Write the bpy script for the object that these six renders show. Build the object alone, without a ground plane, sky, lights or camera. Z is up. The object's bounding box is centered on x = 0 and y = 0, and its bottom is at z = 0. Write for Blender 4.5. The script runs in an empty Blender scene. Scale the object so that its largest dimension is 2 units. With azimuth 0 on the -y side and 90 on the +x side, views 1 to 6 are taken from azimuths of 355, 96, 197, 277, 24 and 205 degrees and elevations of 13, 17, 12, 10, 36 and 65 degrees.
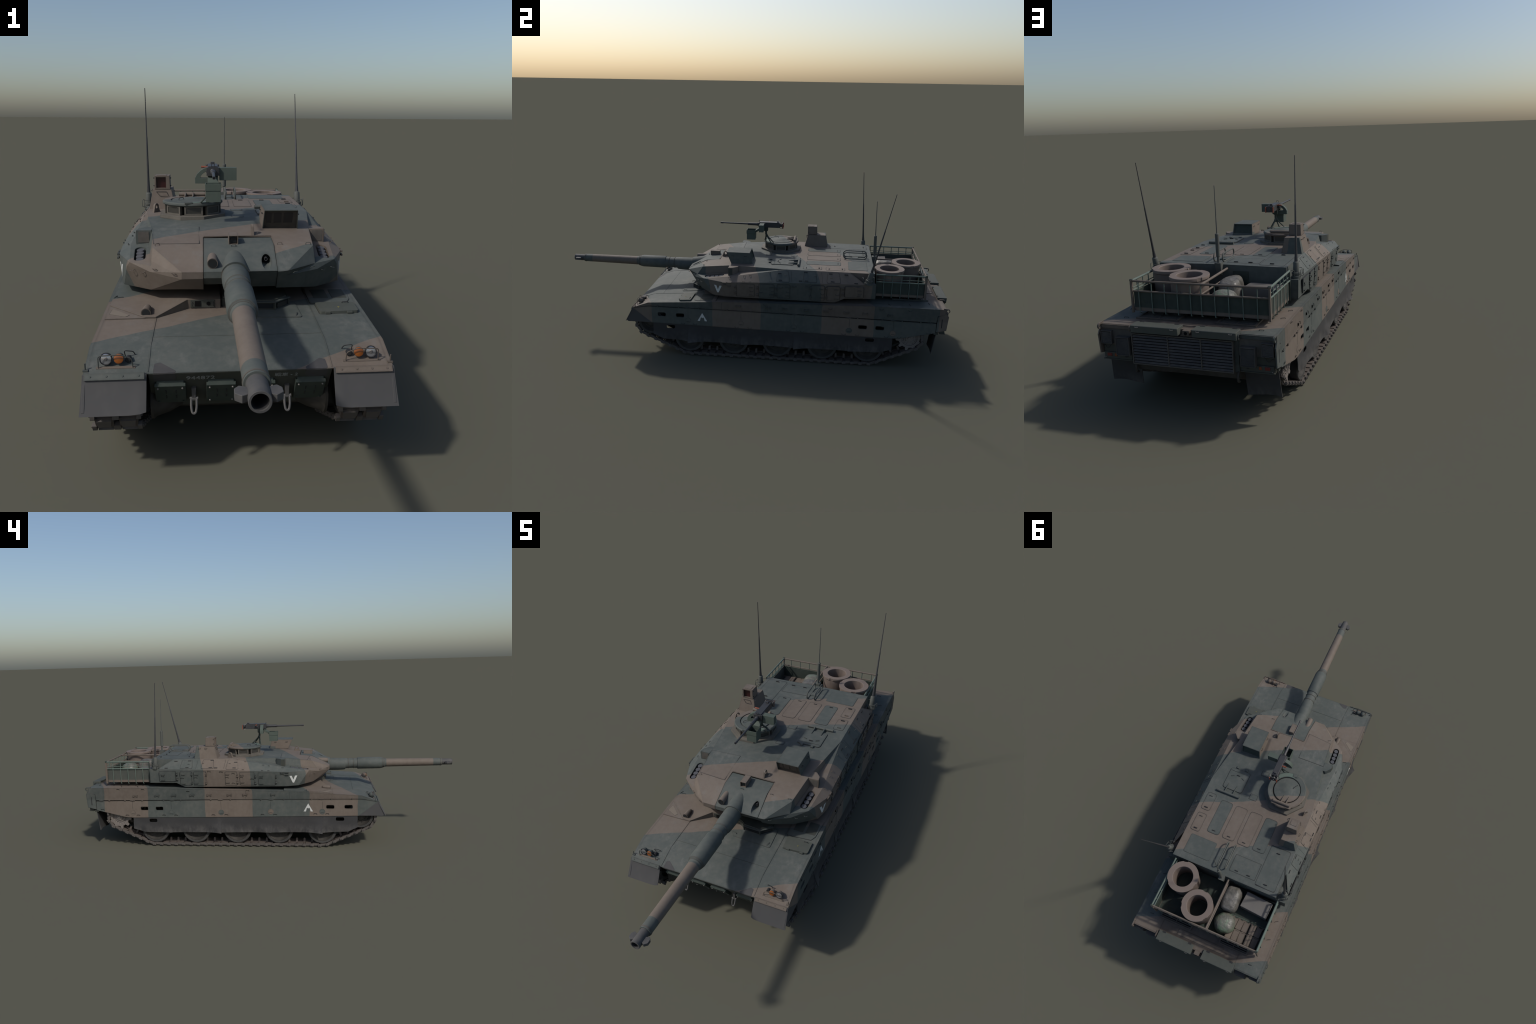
# Main battle tank, three-tone-free two-colour camouflage, stowage basket at the rear.
# Frame: metres, z up, the gun points along -y, the vehicle's rear is +y.
import bpy, bmesh, math, random
from math import sin, cos, pi, radians, sqrt, atan2
from mathutils import Vector, Matrix, noise
from mathutils.geometry import tessellate_polygon
from mathutils.bvhtree import BVHTree

random.seed(7)
SC = bpy.context.scene
COL = SC.collection


# ------------------------------------------------------------------ materials
def nt(name):
    m = bpy.data.materials.new(name)
    m.use_nodes = True
    t = m.node_tree
    t.nodes.clear()
    out = t.nodes.new("ShaderNodeOutputMaterial")
    b = t.nodes.new("ShaderNodeBsdfPrincipled")
    t.links.new(b.outputs[0], out.inputs[0])
    return m, t, b


def lk(t, a, b):
    t.links.new(a, b)


def math_node(t, op, a, b=None, c=None, clamp=False):
    n = t.nodes.new("ShaderNodeMath")
    n.operation = op
    n.use_clamp = clamp
    for i, v in enumerate((a, b, c)):
        if v is None:
            continue
        if isinstance(v, (int, float)):
            n.inputs[i].default_value = v
        else:
            lk(t, v, n.inputs[i])
    return n.outputs[0]


def noise_node(t, vec, scale, detail=4, rough=0.55, stretch=None):
    if stretch:
        mp = t.nodes.new("ShaderNodeMapping")
        mp.inputs["Scale"].default_value = stretch
        lk(t, vec, mp.inputs[0])
        vec = mp.outputs[0]
    n = t.nodes.new("ShaderNodeTexNoise")
    n.inputs["Scale"].default_value = scale
    n.inputs["Detail"].default_value = detail
    n.inputs["Roughness"].default_value = rough
    lk(t, vec, n.inputs["Vector"])
    return n.outputs["Fac"]


def mix_col(t, fac, a, b, mode="MIX"):
    n = t.nodes.new("ShaderNodeMix")
    n.data_type = "RGBA"
    n.blend_type = mode
    n.clamp_factor = True
    for sock, v in ((n.inputs[0], fac), (n.inputs[6], a), (n.inputs[7], b)):
        if isinstance(v, (int, float)):
            sock.default_value = v
        elif isinstance(v, tuple):
            sock.default_value = (*v, 1)
        else:
            lk(t, v, sock)
    return n.outputs[2]


def ramp(t, fac, stops, interp="LINEAR"):
    n = t.nodes.new("ShaderNodeValToRGB")
    cr = n.color_ramp
    cr.interpolation = interp
    while len(cr.elements) < len(stops):
        cr.elements.new(0.5)
    for e, (p, c) in zip(cr.elements, stops):
        e.position = p
        e.color = (*c, 1) if len(c) == 3 else c
    lk(t, fac, n.inputs[0])
    return n.outputs[0]


def weathered(t, b, base, dust=(0.132, 0.117, 0.100), dust_amt=0.34, var=0.40, grain=0.18, rough=0.72, bump=0.25, spec=0.35, streak=0.25, edge=0.0, gain=1.0, grime=False):
    """common wear on paint: large soft blotches, vertical streaks, fine grain and a little dust"""
    geo = t.nodes.new("ShaderNodeNewGeometry")
    pos = geo.outputs["Position"]
    big = noise_node(t, pos, 9, 5, 0.6)
    mid = noise_node(t, pos, 42, 5, 0.65)
    fine = noise_node(t, pos, 260, 3, 0.6)
    stre = noise_node(t, pos, 1.0, 4, 0.6, stretch=(70, 70, 7))
    v = math_node(t, "MULTIPLY_ADD", big, var, 1.0 - var * 0.5)
    v = math_node(t, "MULTIPLY_ADD", math_node(t, "SUBTRACT", mid, 0.5), var * 0.8, v)
    v = math_node(t, "MULTIPLY_ADD", math_node(t, "SUBTRACT", fine, 0.5), grain, v)
    # streaks only on walls
    sep = t.nodes.new("ShaderNodeSeparateXYZ")
    lk(t, geo.outputs["Normal"], sep.inputs[0])
    wall = math_node(t, "SUBTRACT", 1.0, math_node(t, "ABSOLUTE", sep.outputs[2]), clamp=True)
    s = math_node(t, "MULTIPLY", math_node(t, "SUBTRACT", stre, 0.5), math_node(t, "MULTIPLY", wall, streak))
    v = math_node(t, "ADD", v, s)
    if edge:  # ambient-occlusion shade baked into the colour along edges and corners
        bev = t.nodes.new("ShaderNodeBevel")
        bev.samples = 4
        bev.inputs["Radius"].default_value = 0.0090
        dot = t.nodes.new("ShaderNodeVectorMath")
        dot.operation = "DOT_PRODUCT"
        lk(t, bev.outputs[0], dot.inputs[0])
        lk(t, geo.outputs["Normal"], dot.inputs[1])
        e = math_node(t, "MULTIPLY", math_node(t, "SUBTRACT", 1.0, dot.outputs["Value"], clamp=True), edge * 5.0, clamp=True)
        e = math_node(t, "MULTIPLY", e, math_node(t, "MULTIPLY_ADD", mid, 1.2, -0.1, clamp=True))
        v = math_node(t, "MULTIPLY", v, math_node(t, "SUBTRACT", 1.0, math_node(t, "MULTIPLY", e, 0.72)))
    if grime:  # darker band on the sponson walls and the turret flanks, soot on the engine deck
        sp = t.nodes.new("ShaderNodeSeparateXYZ")
        lk(t, pos, sp.inputs[0])
        band = ramp(t, sp.outputs[2], [(0.0, (1, 1, 1)), (0.252, (1, 1, 1)), (0.264, (0.76, 0.76, 0.76)), (0.318, (0.80, 0.80, 0.80)), (0.326, (0.80, 0.80, 0.80)), (0.405, (0.90, 0.90, 0.90)), (0.425, (1, 1, 1))])
        wl = math_node(t, "GREATER_THAN", wall, 0.55)
        k = math_node(t, "MULTIPLY_ADD", math_node(t, "SUBTRACT", band, 1.0), wl, 1.0)
        sy = math_node(t, "MULTIPLY_ADD", sp.outputs[1], 9.0, -6.2, clamp=True)
        sx = math_node(t, "MULTIPLY_ADD", math_node(t, "ABSOLUTE", sp.outputs[0]), -14.0, 3.6, clamp=True)
        sz = math_node(t, "LESS_THAN", sp.outputs[2], 0.335)
        soot = math_node(t, "MULTIPLY", math_node(t, "MULTIPLY", sy, sx), math_node(t, "MULTIPLY", sz, 0.30))
        v = math_node(t, "MULTIPLY", v, math_node(t, "MULTIPLY", k, math_node(t, "SUBTRACT", 1.0, soot)))
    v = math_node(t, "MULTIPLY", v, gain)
    comb = t.nodes.new("ShaderNodeCombineXYZ")
    for i in range(3):
        lk(t, v, comb.inputs[i])
    col = mix_col(t, 1.0, base, comb.outputs[0], "MULTIPLY")
    d = math_node(t, "MULTIPLY", math_node(t, "SUBTRACT", math_node(t, "ADD", mid, math_node(t, "MULTIPLY", big, 0.7)), 0.78, clamp=True), 2.2 * dust_amt, clamp=True)
    col = mix_col(t, d, col, dust)
    if grime:  # pale scuffs where boots and tools rub the decks
        sc = noise_node(t, pos, 30, 6, 0.75, stretch=(1.0, 0.6, 1.0))
        up = math_node(t, "GREATER_THAN", sep.outputs[2], 0.8)
        f = math_node(t, "MULTIPLY", math_node(t, "MULTIPLY_ADD", sc, 5.0, -2.55, clamp=True), math_node(t, "MULTIPLY", up, math_node(t, "MULTIPLY_ADD", big, 4.0, -1.5, clamp=True)))
        col = mix_col(t, math_node(t, "MULTIPLY", f, 0.6), col, (0.150, 0.148, 0.138))
    lk(t, col, b.inputs["Base Color"])
    b.inputs["Roughness"].default_value = rough
    b.inputs["Specular IOR Level"].default_value = spec
    bp = t.nodes.new("ShaderNodeBump")
    bp.inputs["Strength"].default_value = bump
    bp.inputs["Distance"].default_value = 0.0006
    lk(t, math_node(t, "ADD", fine, mid), bp.inputs["Height"])
    lk(t, bp.outputs[0], b.inputs["Normal"])
    return pos


GREEN = (0.068, 0.078, 0.072)
TAN = (0.131, 0.106, 0.086)
LIGHT_GREEN = (0.095, 0.128, 0.108)
DARK_GREEN = (0.030, 0.041, 0.034)


def paint(name, col, **kw):
    m, t, b = nt(name)
    rgb = t.nodes.new("ShaderNodeRGB")
    rgb.outputs[0].default_value = (*col, 1)
    weathered(t, b, rgb.outputs[0], **kw)
    return m


def camo_paint(name, edges, slope, first_tan, wobble=0.012, **kw):
    """bands of two paints: the band value is y - slope*x, the edges list where the paint changes"""
    m, t, b = nt(name)
    geo = t.nodes.new("ShaderNodeNewGeometry")
    sep = t.nodes.new("ShaderNodeSeparateXYZ")
    lk(t, geo.outputs["Position"], sep.inputs[0])
    v = math_node(t, "MULTIPLY_ADD", sep.outputs[0], -slope, sep.outputs[1])
    w = noise_node(t, geo.outputs["Position"], 7, 2)
    v = math_node(t, "ADD", v, math_node(t, "MULTIPLY", math_node(t, "SUBTRACT", w, 0.5), wobble * 2))
    f = math_node(t, "MULTIPLY_ADD", v, 1 / 2.4, 0.5)
    cols = (TAN, GREEN) if first_tan else (GREEN, TAN)
    stops = [(0.0, cols[0])] + [(e / 2.4 + 0.5, cols[(i + 1) % 2]) for i, e in enumerate(edges)]
    base = ramp(t, f, stops, "CONSTANT")
    weathered(t, b, base, **kw)
    return m


EDGES = [-0.632, -0.320, -0.084, 0.225, 0.472, 0.784, 1.030]
CAMO = camo_paint("camouflage_paint", EDGES, 0.46, True, edge=0.8, grime=True)
CAMO_SHADE = camo_paint("camouflage_darkened_for_shade", EDGES, 0.46, True, gain=0.62)  # camouflage darkened to carry the contact shade around handles and lugs
GUN_CAMO = camo_paint("gun_camouflage_paint", [-0.905, -0.653], 0.0, False, wobble=0.004, var=0.4)
M_GREEN = paint("green_paint", GREEN, edge=0.8)
M_TAN = paint("tan_paint", TAN, edge=0.8)
M_CUPOLA = paint("worn_brown_paint", (0.108, 0.098, 0.082), edge=0.8, var=0.4)
M_RACK = paint("rack_green_paint", LIGHT_GREEN, var=0.25)
M_DARKG = paint("dark_green_paint", DARK_GREEN, var=0.25, dust_amt=0.15)
M_BOX = paint("box_green_paint", (0.062, 0.080, 0.066), var=0.2, dust_amt=0.1)
M_OLIVE = paint("olive_paint", (0.058, 0.064, 0.055), var=0.2, dust_amt=0.15)
M_FRONT = paint("front_plate_paint", (0.043, 0.046, 0.038), var=0.4, dust_amt=0.12)
M_STERN = paint("stern_paint", (0.066, 0.060, 0.053), var=0.4)
M_SLAT = paint("slat_metal", (0.046, 0.044, 0.046), var=0.4)
M_MUZZLE = paint("muzzle_metal", (0.062, 0.061, 0.061), var=0.35)
M_BAND = paint("barrel_band_brown", (0.082, 0.070, 0.058), var=0.3)
M_SHACKLE = paint("shackle_steel", (0.095, 0.092, 0.090), var=0.4)
M_BARE = paint("bare_ramp_panel", (0.165, 0.138, 0.108), var=0.3)
M_REAR = paint("rear_metal", (0.050, 0.048, 0.046), var=0.3, dust_amt=0.12)
M_GREY = paint("grey_patch", (0.046, 0.045, 0.046), var=0.3, dust_amt=0.12)
M_RING = paint("ring_tan", (0.150, 0.118, 0.100), var=0.14, dust_amt=0.05, grain=0.08)
M_CRATE = paint("crate_grey", (0.125, 0.117, 0.108), var=0.3)
M_STEEL = paint("track_steel", (0.086, 0.070, 0.061), var=0.6, dust_amt=0.25, spec=0.4)
M_PAD = paint("track_pad_rubber", (0.085, 0.075, 0.068), var=0.4, dust_amt=0.2)
M_WHEEL = paint("wheel_paint", (0.030, 0.027, 0.023), var=0.8, dust_amt=0.16)  # wheel paint, like the tyre colour, lowered for the shadow under the skirt
M_SPROCKET = paint("sprocket_steel", (0.165, 0.145, 0.130), var=0.4, dust_amt=0.3)
M_TYRE = paint("tyre_rubber", (0.042, 0.041, 0.039), var=0.4, dust_amt=0.2)
M_DARK = paint("dark_fitting", (0.020, 0.020, 0.021), var=0.2, dust_amt=0.03)
M_GUNMETAL = paint("gun_metal", (0.030, 0.030, 0.032), var=0.2, dust_amt=0.03, rough=0.5, spec=0.5)
M_ANT = paint("antenna_green", (0.074, 0.078, 0.070), var=0.15, dust_amt=0.05)
M_WOOD = paint("red_grip", (0.220, 0.062, 0.036), var=0.3, dust_amt=0.05)
M_WHITE = paint("white_marking", (0.52, 0.53, 0.51), var=0.5, dust_amt=0.35)
M_FADED = paint("faded_marking", (0.20, 0.21, 0.20), var=0.4, dust_amt=0.2)
M_BOLT = paint("bright_bolt", (0.19, 0.175, 0.16), var=0.2)
M_BLACK = paint("black_gap", (0.006, 0.006, 0.006), var=0.0, grain=0.0, dust_amt=0.0, spec=0.1)


def glass_like(name, col, rough=0.15, metallic=0.0):
    m, t, b = nt(name)
    n = t.nodes.new("ShaderNodeTexCoord")
    f = noise_node(t, n.outputs["Object"], 30, 3)
    c = mix_col(t, f, tuple(x * 0.6 for x in col), col)
    lk(t, c, b.inputs["Base Color"])
    b.inputs["Roughness"].default_value = rough
    b.inputs["Metallic"].default_value = metallic
    return m


M_GLASS = glass_like("dark_glass", (0.020, 0.022, 0.024))
M_REDGLASS = glass_like("sight_red_glass", (0.045, 0.012, 0.013), 0.25)
M_LENS = glass_like("headlamp_lens", (0.42, 0.42, 0.44), 0.15, 0.6)
M_ORANGE = glass_like("orange_lens", (0.30, 0.092, 0.020), 0.25)
M_REDLENS = glass_like("red_lens", (0.14, 0.014, 0.016), 0.25)
M_REARORANGE = glass_like("rear_orange_lens", (0.20, 0.05, 0.016), 0.25)
M_CAP = paint("launcher_cap", (0.075, 0.077, 0.086), var=0.2, dust_amt=0.05, rough=0.85, spec=0.15)
M_PERI = glass_like("periscope_glass", (0.045, 0.043, 0.038), 0.35)


def rubber_skirt():
    m, t, b = nt("skirt_rubber")
    geo = t.nodes.new("ShaderNodeNewGeometry")
    pos = geo.outputs["Position"]
    sep = t.nodes.new("ShaderNodeSeparateXYZ")
    lk(t, pos, sep.inputs[0])
    big = noise_node(t, pos, 14, 5, 0.65)
    st = noise_node(t, pos, 1.0, 4, 0.65, stretch=(60, 90, 10))
    fine = noise_node(t, pos, 220, 3)
    low = math_node(t, "MULTIPLY_ADD", sep.outputs[2], -20.0, 2.65, clamp=True)
    blot = noise_node(t, pos, 38, 6, 0.72, stretch=(1.0, 1.0, 0.55))
    d = math_node(t, "MULTIPLY", low, math_node(t, "MULTIPLY_ADD", blot, 3.2, -1.25, clamp=True))
    d = math_node(t, "ADD", d, math_node(t, "MULTIPLY_ADD", st, 3.0, -2.05, clamp=True))
    d = math_node(t, "ADD", d, math_node(t, "MULTIPLY_ADD", big, 1.3, -0.72, clamp=True), clamp=True)
    c = mix_col(t, fine, (0.029, 0.029, 0.030), (0.043, 0.042, 0.042))
    front = math_node(t, "LESS_THAN", sep.outputs[1], -0.475)
    c = mix_col(t, math_node(t, "MULTIPLY", front, 0.85), c, mix_col(t, big, (0.056, 0.056, 0.057), (0.078, 0.075, 0.074)))
    c = mix_col(t, math_node(t, "MULTIPLY", d, 0.70), c, (0.112, 0.104, 0.096))
    lk(t, c, b.inputs["Base Color"])
    b.inputs["Roughness"].default_value = 0.7
    b.inputs["Specular IOR Level"].default_value = 0.3
    return m


M_RUBBER = rubber_skirt()


def cloth(name, stops):
    m, t, b = nt(name)
    tc = t.nodes.new("ShaderNodeTexCoord")
    f = noise_node(t, tc.outputs["Object"], 22, 4, 0.6)
    c = ramp(t, f, stops)
    lk(t, c, b.inputs["Base Color"])
    b.inputs["Roughness"].default_value = 0.45
    bp = t.nodes.new("ShaderNodeBump")
    bp.inputs["Strength"].default_value = 0.9
    bp.inputs["Distance"].default_value = 0.004
    lk(t, noise_node(t, tc.outputs["Object"], 60, 4, 0.6), bp.inputs["Height"])
    lk(t, bp.outputs[0], b.inputs["Normal"])
    return m


M_BAG1 = cloth("sack_cloth", [(0.3, (0.062, 0.058, 0.048)), (0.5, (0.118, 0.110, 0.095)), (0.62, (0.165, 0.155, 0.140)), (0.75, (0.095, 0.088, 0.074))])
M_BAG2 = cloth("green_sack_cloth", [(0.3, (0.065, 0.070, 0.054)), (0.48, (0.125, 0.122, 0.102)), (0.60, (0.095, 0.140, 0.092)), (0.75, (0.120, 0.112, 0.098))])


# ------------------------------------------------------------------ mesh helpers
def mesh(name, V, F):
    me = bpy.data.meshes.new(name)
    me.from_pydata([tuple(v) for v in V], [], [tuple(f) for f in F])
    bm = bmesh.new()
    bm.from_mesh(me)
    bmesh.ops.recalc_face_normals(bm, faces=bm.faces)
    bm.to_mesh(me)
    bm.free()
    return me


def join(parts):
    V, F = [], []
    for me in parts:
        o = len(V)
        V += [v.co.copy() for v in me.vertices]
        F += [[o + i for i in p.vertices] for p in me.polygons]
        bpy.data.meshes.remove(me)
    me = bpy.data.meshes.new("joined")
    me.from_pydata(V, [], F)
    return me


def moved(me, M):
    me.transform(M)
    if M.determinant() < 0:
        me.flip_normals()
    return me


def mirrored(me):
    return moved(me.copy(), Matrix.Scale(-1, 4, (1, 0, 0)))


def add(name, me, mat, parent=None, bevel=0.0, seg=2, smooth=32, origin=None):
    me.name = name
    me.materials.clear()
    me.materials.append(mat)
    ob = bpy.data.objects.new(name, me)
    COL.objects.link(ob)
    if origin is not None:
        me.transform(Matrix.Translation(-Vector(origin)))
        ob.location = origin
    if smooth:
        me.polygons.foreach_set("use_smooth", [True] * len(me.polygons))
        me.set_sharp_from_angle(angle=radians(smooth))
    if bevel:
        b = ob.modifiers.new("edge", "BEVEL")
        b.width = bevel
        b.segments = seg
        b.limit_method = "ANGLE"
        b.angle_limit = radians(32)
        b.use_clamp_overlap = True
        b.harden_normals = True
    if parent is not None:
        ob.parent = parent
    return ob


def put(src, M, parent=None, mat=None):
    ob = src.copy()
    COL.objects.link(ob)
    ob.matrix_local = M
    ob.parent = parent if parent is not None else src.parent
    if mat is not None:
        ob.material_slots[0].link = "OBJECT"
        ob.material_slots[0].material = mat
    return ob


def both(name, me, mat, parent=None, **kw):
    add(name, mirrored(me), mat, parent, **kw)
    return add(name, me, mat, parent, **kw)


AX = {"x": (1, 2, 0), "y": (0, 2, 1), "z": (0, 1, 2)}


def prism(poly, axis, lo, hi, holes=()):
    """polygon (two remaining axes in order) extruded from lo to hi along the axis, with holes"""
    a, b, c = AX[axis]
    loops = [list(poly)] + [list(h) for h in holes]
    V, F = [], []

    def P(p, h):
        q = [0, 0, 0]
        q[a], q[b], q[c] = p[0], p[1], h
        return q

    flat = [p for l in loops for p in l]
    n = len(flat)
    V = [P(p, lo) for p in flat] + [P(p, hi) for p in flat]
    if holes:
        tris = tessellate_polygon([[Vector((p[0], p[1], 0)) for p in l] for l in loops])
        for t in tris:
            F.append(tuple(t))
            F.append(tuple(n + i for i in reversed(t)))
    else:
        F.append(tuple(range(n)))
        F.append(tuple(range(2 * n - 1, n - 1, -1)))
    o = 0
    for l in loops:
        k = len(l)
        for i in range(k):
            j = (i + 1) % k
            F.append((o + i, o + j, n + o + j, n + o + i))
        o += k
    return mesh("prism", V, F)


def box(x0, x1, y0, y1, z0, z1):
    return prism([(x0, y0), (x1, y0), (x1, y1), (x0, y1)], "z", z0, z1)


def hexa(bot, top):
    return mesh("hexa", list(bot) + list(top), [(0, 1, 2, 3), (4, 5, 6, 7), (0, 1, 5, 4), (1, 2, 6, 5), (2, 3, 7, 6), (3, 0, 4, 7)])


def round_poly(pts, r, n=5):
    out = []
    k = len(pts)
    for i in range(k):
        p, a, b = Vector(pts[i]), Vector(pts[i - 1]), Vector(pts[(i + 1) % k])
        u, v = (a - p), (b - p)
        ang = u.angle(v)
        d = min(r / math.tan(ang / 2), u.length * 0.48, v.length * 0.48)
        s, e = p + u.normalized() * d, p + v.normalized() * d
        for j in range(n + 1):
            t = j / n
            out.append(tuple(s * (1 - t) ** 2 + p * 2 * t * (1 - t) + e * t * t))
    return out


def rrect(a0, a1, b0, b1, r, n=5):
    return round_poly([(a0, b0), (a1, b0), (a1, b1), (a0, b1)], r, n)


def circle(c, r, n=24, ph=0.0):
    return [(c[0] + r * cos(2 * pi * i / n + ph), c[1] + r * sin(2 * pi * i / n + ph)) for i in range(n)]


def frame(d):
    d = Vector(d).normalized()
    u = d.orthogonal().normalized()
    if abs(d.z) < 0.9:
        u = d.cross(Vector((0, 0, 1))).normalized()
    return u, d.cross(u).normalized(), d


def lathe(prof, origin=(0, 0, 0), direction=(0, 0, 1), n=32, closed=False, caps=True):
    """profile of (distance along the axis, radius)"""
    u, w, d = frame(direction)
    o = Vector(origin)
    V, F, idx = [], [], []
    for a, r in prof:
        if r < 1e-7:
            idx.append([len(V)] * n)
            V.append(o + d * a)
        else:
            idx.append(list(range(len(V), len(V) + n)))
            V += [o + d * a + (u * cos(2 * pi * i / n) + w * sin(2 * pi * i / n)) * r for i in range(n)]
    pairs = list(zip(idx[:-1], idx[1:])) + ([(idx[-1], idx[0])] if closed else [])
    for A, B in pairs:
        for i in range(n):
            j = (i + 1) % n
            f = []
            for q in (A[i], A[j], B[j], B[i]):
                if q not in f:
                    f.append(q)
            if len(f) > 2:
                F.append(f)
    if caps and not closed:
        for L in (idx[0], idx[-1]):
            if len(set(L)) > 1:
                F.append(L)
    return mesh("lathe", V, F)


def cyl(p0, p1, r, n=24):
    d = Vector(p1) - Vector(p0)
    return lathe([(0, r), (d.length, r)], p0, d, n)


def sweep(pts, r, n=8, closed=False):
    """round bar along a polyline; r may be a list"""
    P = [Vector(p) for p in pts]
    k = len(P)
    R = r if isinstance(r, (list, tuple)) else [r] * k
    V, F = [], []
    T = []
    for i in range(k):
        if closed:
            t = (P[(i + 1) % k] - P[i]).normalized() + (P[i] - P[i - 1]).normalized()
        else:
            t = Vector()
            if i < k - 1:
                t += (P[i + 1] - P[i]).normalized()
            if i > 0:
                t += (P[i] - P[i - 1]).normalized()
        T.append(t.normalized())
    u, w, _ = frame(T[0])
    for i in range(k):
        u = (u - T[i] * u.dot(T[i])).normalized()
        w = T[i].cross(u)
        V += [P[i] + (u * cos(2 * pi * j / n) + w * sin(2 * pi * j / n)) * R[i] for j in range(n)]
    for i in range(k if closed else k - 1):
        a, b = i * n, ((i + 1) % k) * n
        for j in range(n):
            F.append((a + j, a + (j + 1) % n, b + (j + 1) % n, b + j))
    if not closed:
        F.append(tuple(range(n)))
        F.append(tuple(range((k - 1) * n, k * n)))
    return mesh("bar", V, F)


def fillet(pts, r, n=5):
    """round the inner corners of an open 3D polyline"""
    out = [Vector(pts[0])]
    for i in range(1, len(pts) - 1):
        p, a, b = Vector(pts[i]), Vector(pts[i - 1]), Vector(pts[i + 1])
        u, v = a - p, b - p
        d = min(r, u.length * 0.45, v.length * 0.45)
        s, e = p + u.normalized() * d, p + v.normalized() * d
        for j in range(n + 1):
            t = j / n
            out.append(s * (1 - t) ** 2 + p * 2 * t * (1 - t) + e * t * t)
    out.append(Vector(pts[-1]))
    return out


def boolean(me, cutters, op="DIFFERENCE"):
    ob = bpy.data.objects.new("work", me)
    COL.objects.link(ob)
    tmp = []
    for c in cutters:
        co = bpy.data.objects.new("cutter", c)
        COL.objects.link(co)
        tmp.append(co)
        md = ob.modifiers.new("cut", "BOOLEAN")
        md.operation = op
        md.solver = "EXACT"
        md.object = co
    dg = bpy.context.evaluated_depsgraph_get()
    new = bpy.data.meshes.new_from_object(ob.evaluated_get(dg))
    for o in tmp + [ob]:
        d = o.data
        bpy.data.objects.remove(o)
        bpy.data.meshes.remove(d)
    return new


def text_mesh(body, size, extrude=0.0003):
    cu = bpy.data.curves.new("lettering", "FONT")
    cu.body = body
    cu.size = size
    cu.extrude = extrude
    cu.align_x = "LEFT"
    ob = bpy.data.objects.new("lettering", cu)
    COL.objects.link(ob)
    dg = bpy.context.evaluated_depsgraph_get()
    me = bpy.data.meshes.new_from_object(ob.evaluated_get(dg))
    bpy.data.objects.remove(ob)
    bpy.data.curves.remove(cu)
    return me


def place(pos, u, n):
    """matrix whose x axis is u, z axis is n, at pos"""
    n = Vector(n).normalized()
    u = Vector(u)
    u = (u - n * u.dot(n)).normalized()
    v = n.cross(u)
    M = Matrix((u, v, n)).transposed().to_4x4()
    M.translation = Vector(pos)
    return M


def lerp_table(tab, y):
    if y <= tab[0][0]:
        return tab[0][1]
    for (a, za), (b, zb) in zip(tab, tab[1:]):
        if y <= b:
            return za + (zb - za) * (y - a) / (b - a)
    return tab[-1][1]


root = bpy.data.objects.new("battle_tank", None)
COL.objects.link(root)
root.empty_display_size = 0.2
root["label"] = "modern battle tank in green and tan camouflage paint"
root["category"] = "battle tank"
# ------------------------------------------------------------------ hull
DECK = [(-0.575, 0.248), (-0.493, 0.2785), (-0.28, 0.292), (-0.115, 0.302), (0.60, 0.320), (0.966, 0.3215)]


def deck(y):
    return lerp_table(DECK, y)


SIDE = 0.328
centre = prism(DECK + [(0.966, 0.184), (-0.5323, 0.184)], "x", -0.195, 0.195)
hull = add("hull", centre, CAMO, root, bevel=0.0007, seg=1)
belly = prism([(-0.5323, 0.1838), (0.966, 0.1845), (0.957, 0.158), (0.80, 0.084), (0.74, 0.062), (-0.36, 0.062), (-0.40, 0.080), (-0.5007, 0.1365)], "x", -0.194, 0.194)
add("belly", belly, M_WHEEL, root, bevel=0.002)
spon = prism(DECK + [(0.966, 0.246), (-0.50, 0.246), (-0.572, 0.244)], "x", 0.195, 0.3195)
both("sponson", spon, CAMO, hull)

# dark inner side wall seen through the slot between the side panels
both("seam_liner", box(0.300, 0.3232, -0.485, 0.93, 0.243, 0.262), M_BLACK, hull)

# upper side panels with vertical joints
up = [(-0.574, 0.2465)] + [(y, z) for y, z in DECK[:-1]] + [(0.966, 0.3215), (0.966, 0.296), (0.930, 0.286), (0.926, 0.2535), (-0.02, 0.2605), (-0.492, 0.2615)]
both("side_panel", prism(up, "x", 0.3195, SIDE), CAMO, hull)

# lower side skirt armour with step holes
outline = [(-0.574, 0.2455), (-0.492, 0.2585), (-0.02, 0.2575), (0.926, 0.2480), (0.926, 0.199), (0.768, 0.162), (0.722, 0.158), (-0.02, 0.166), (-0.480, 0.172)]
holes = [rrect(c - 0.0205, c + 0.0205, z - 0.0098, z + 0.0098, 0.007) for c, z in ((-0.331, 0.2185), (-0.425, 0.2190), (0.577, 0.2090), (0.660, 0.2090))]
both("side_skirt", prism(outline, "x", 0.3215, SIDE, holes), CAMO, hull, bevel=0.0007, seg=1)

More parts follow.
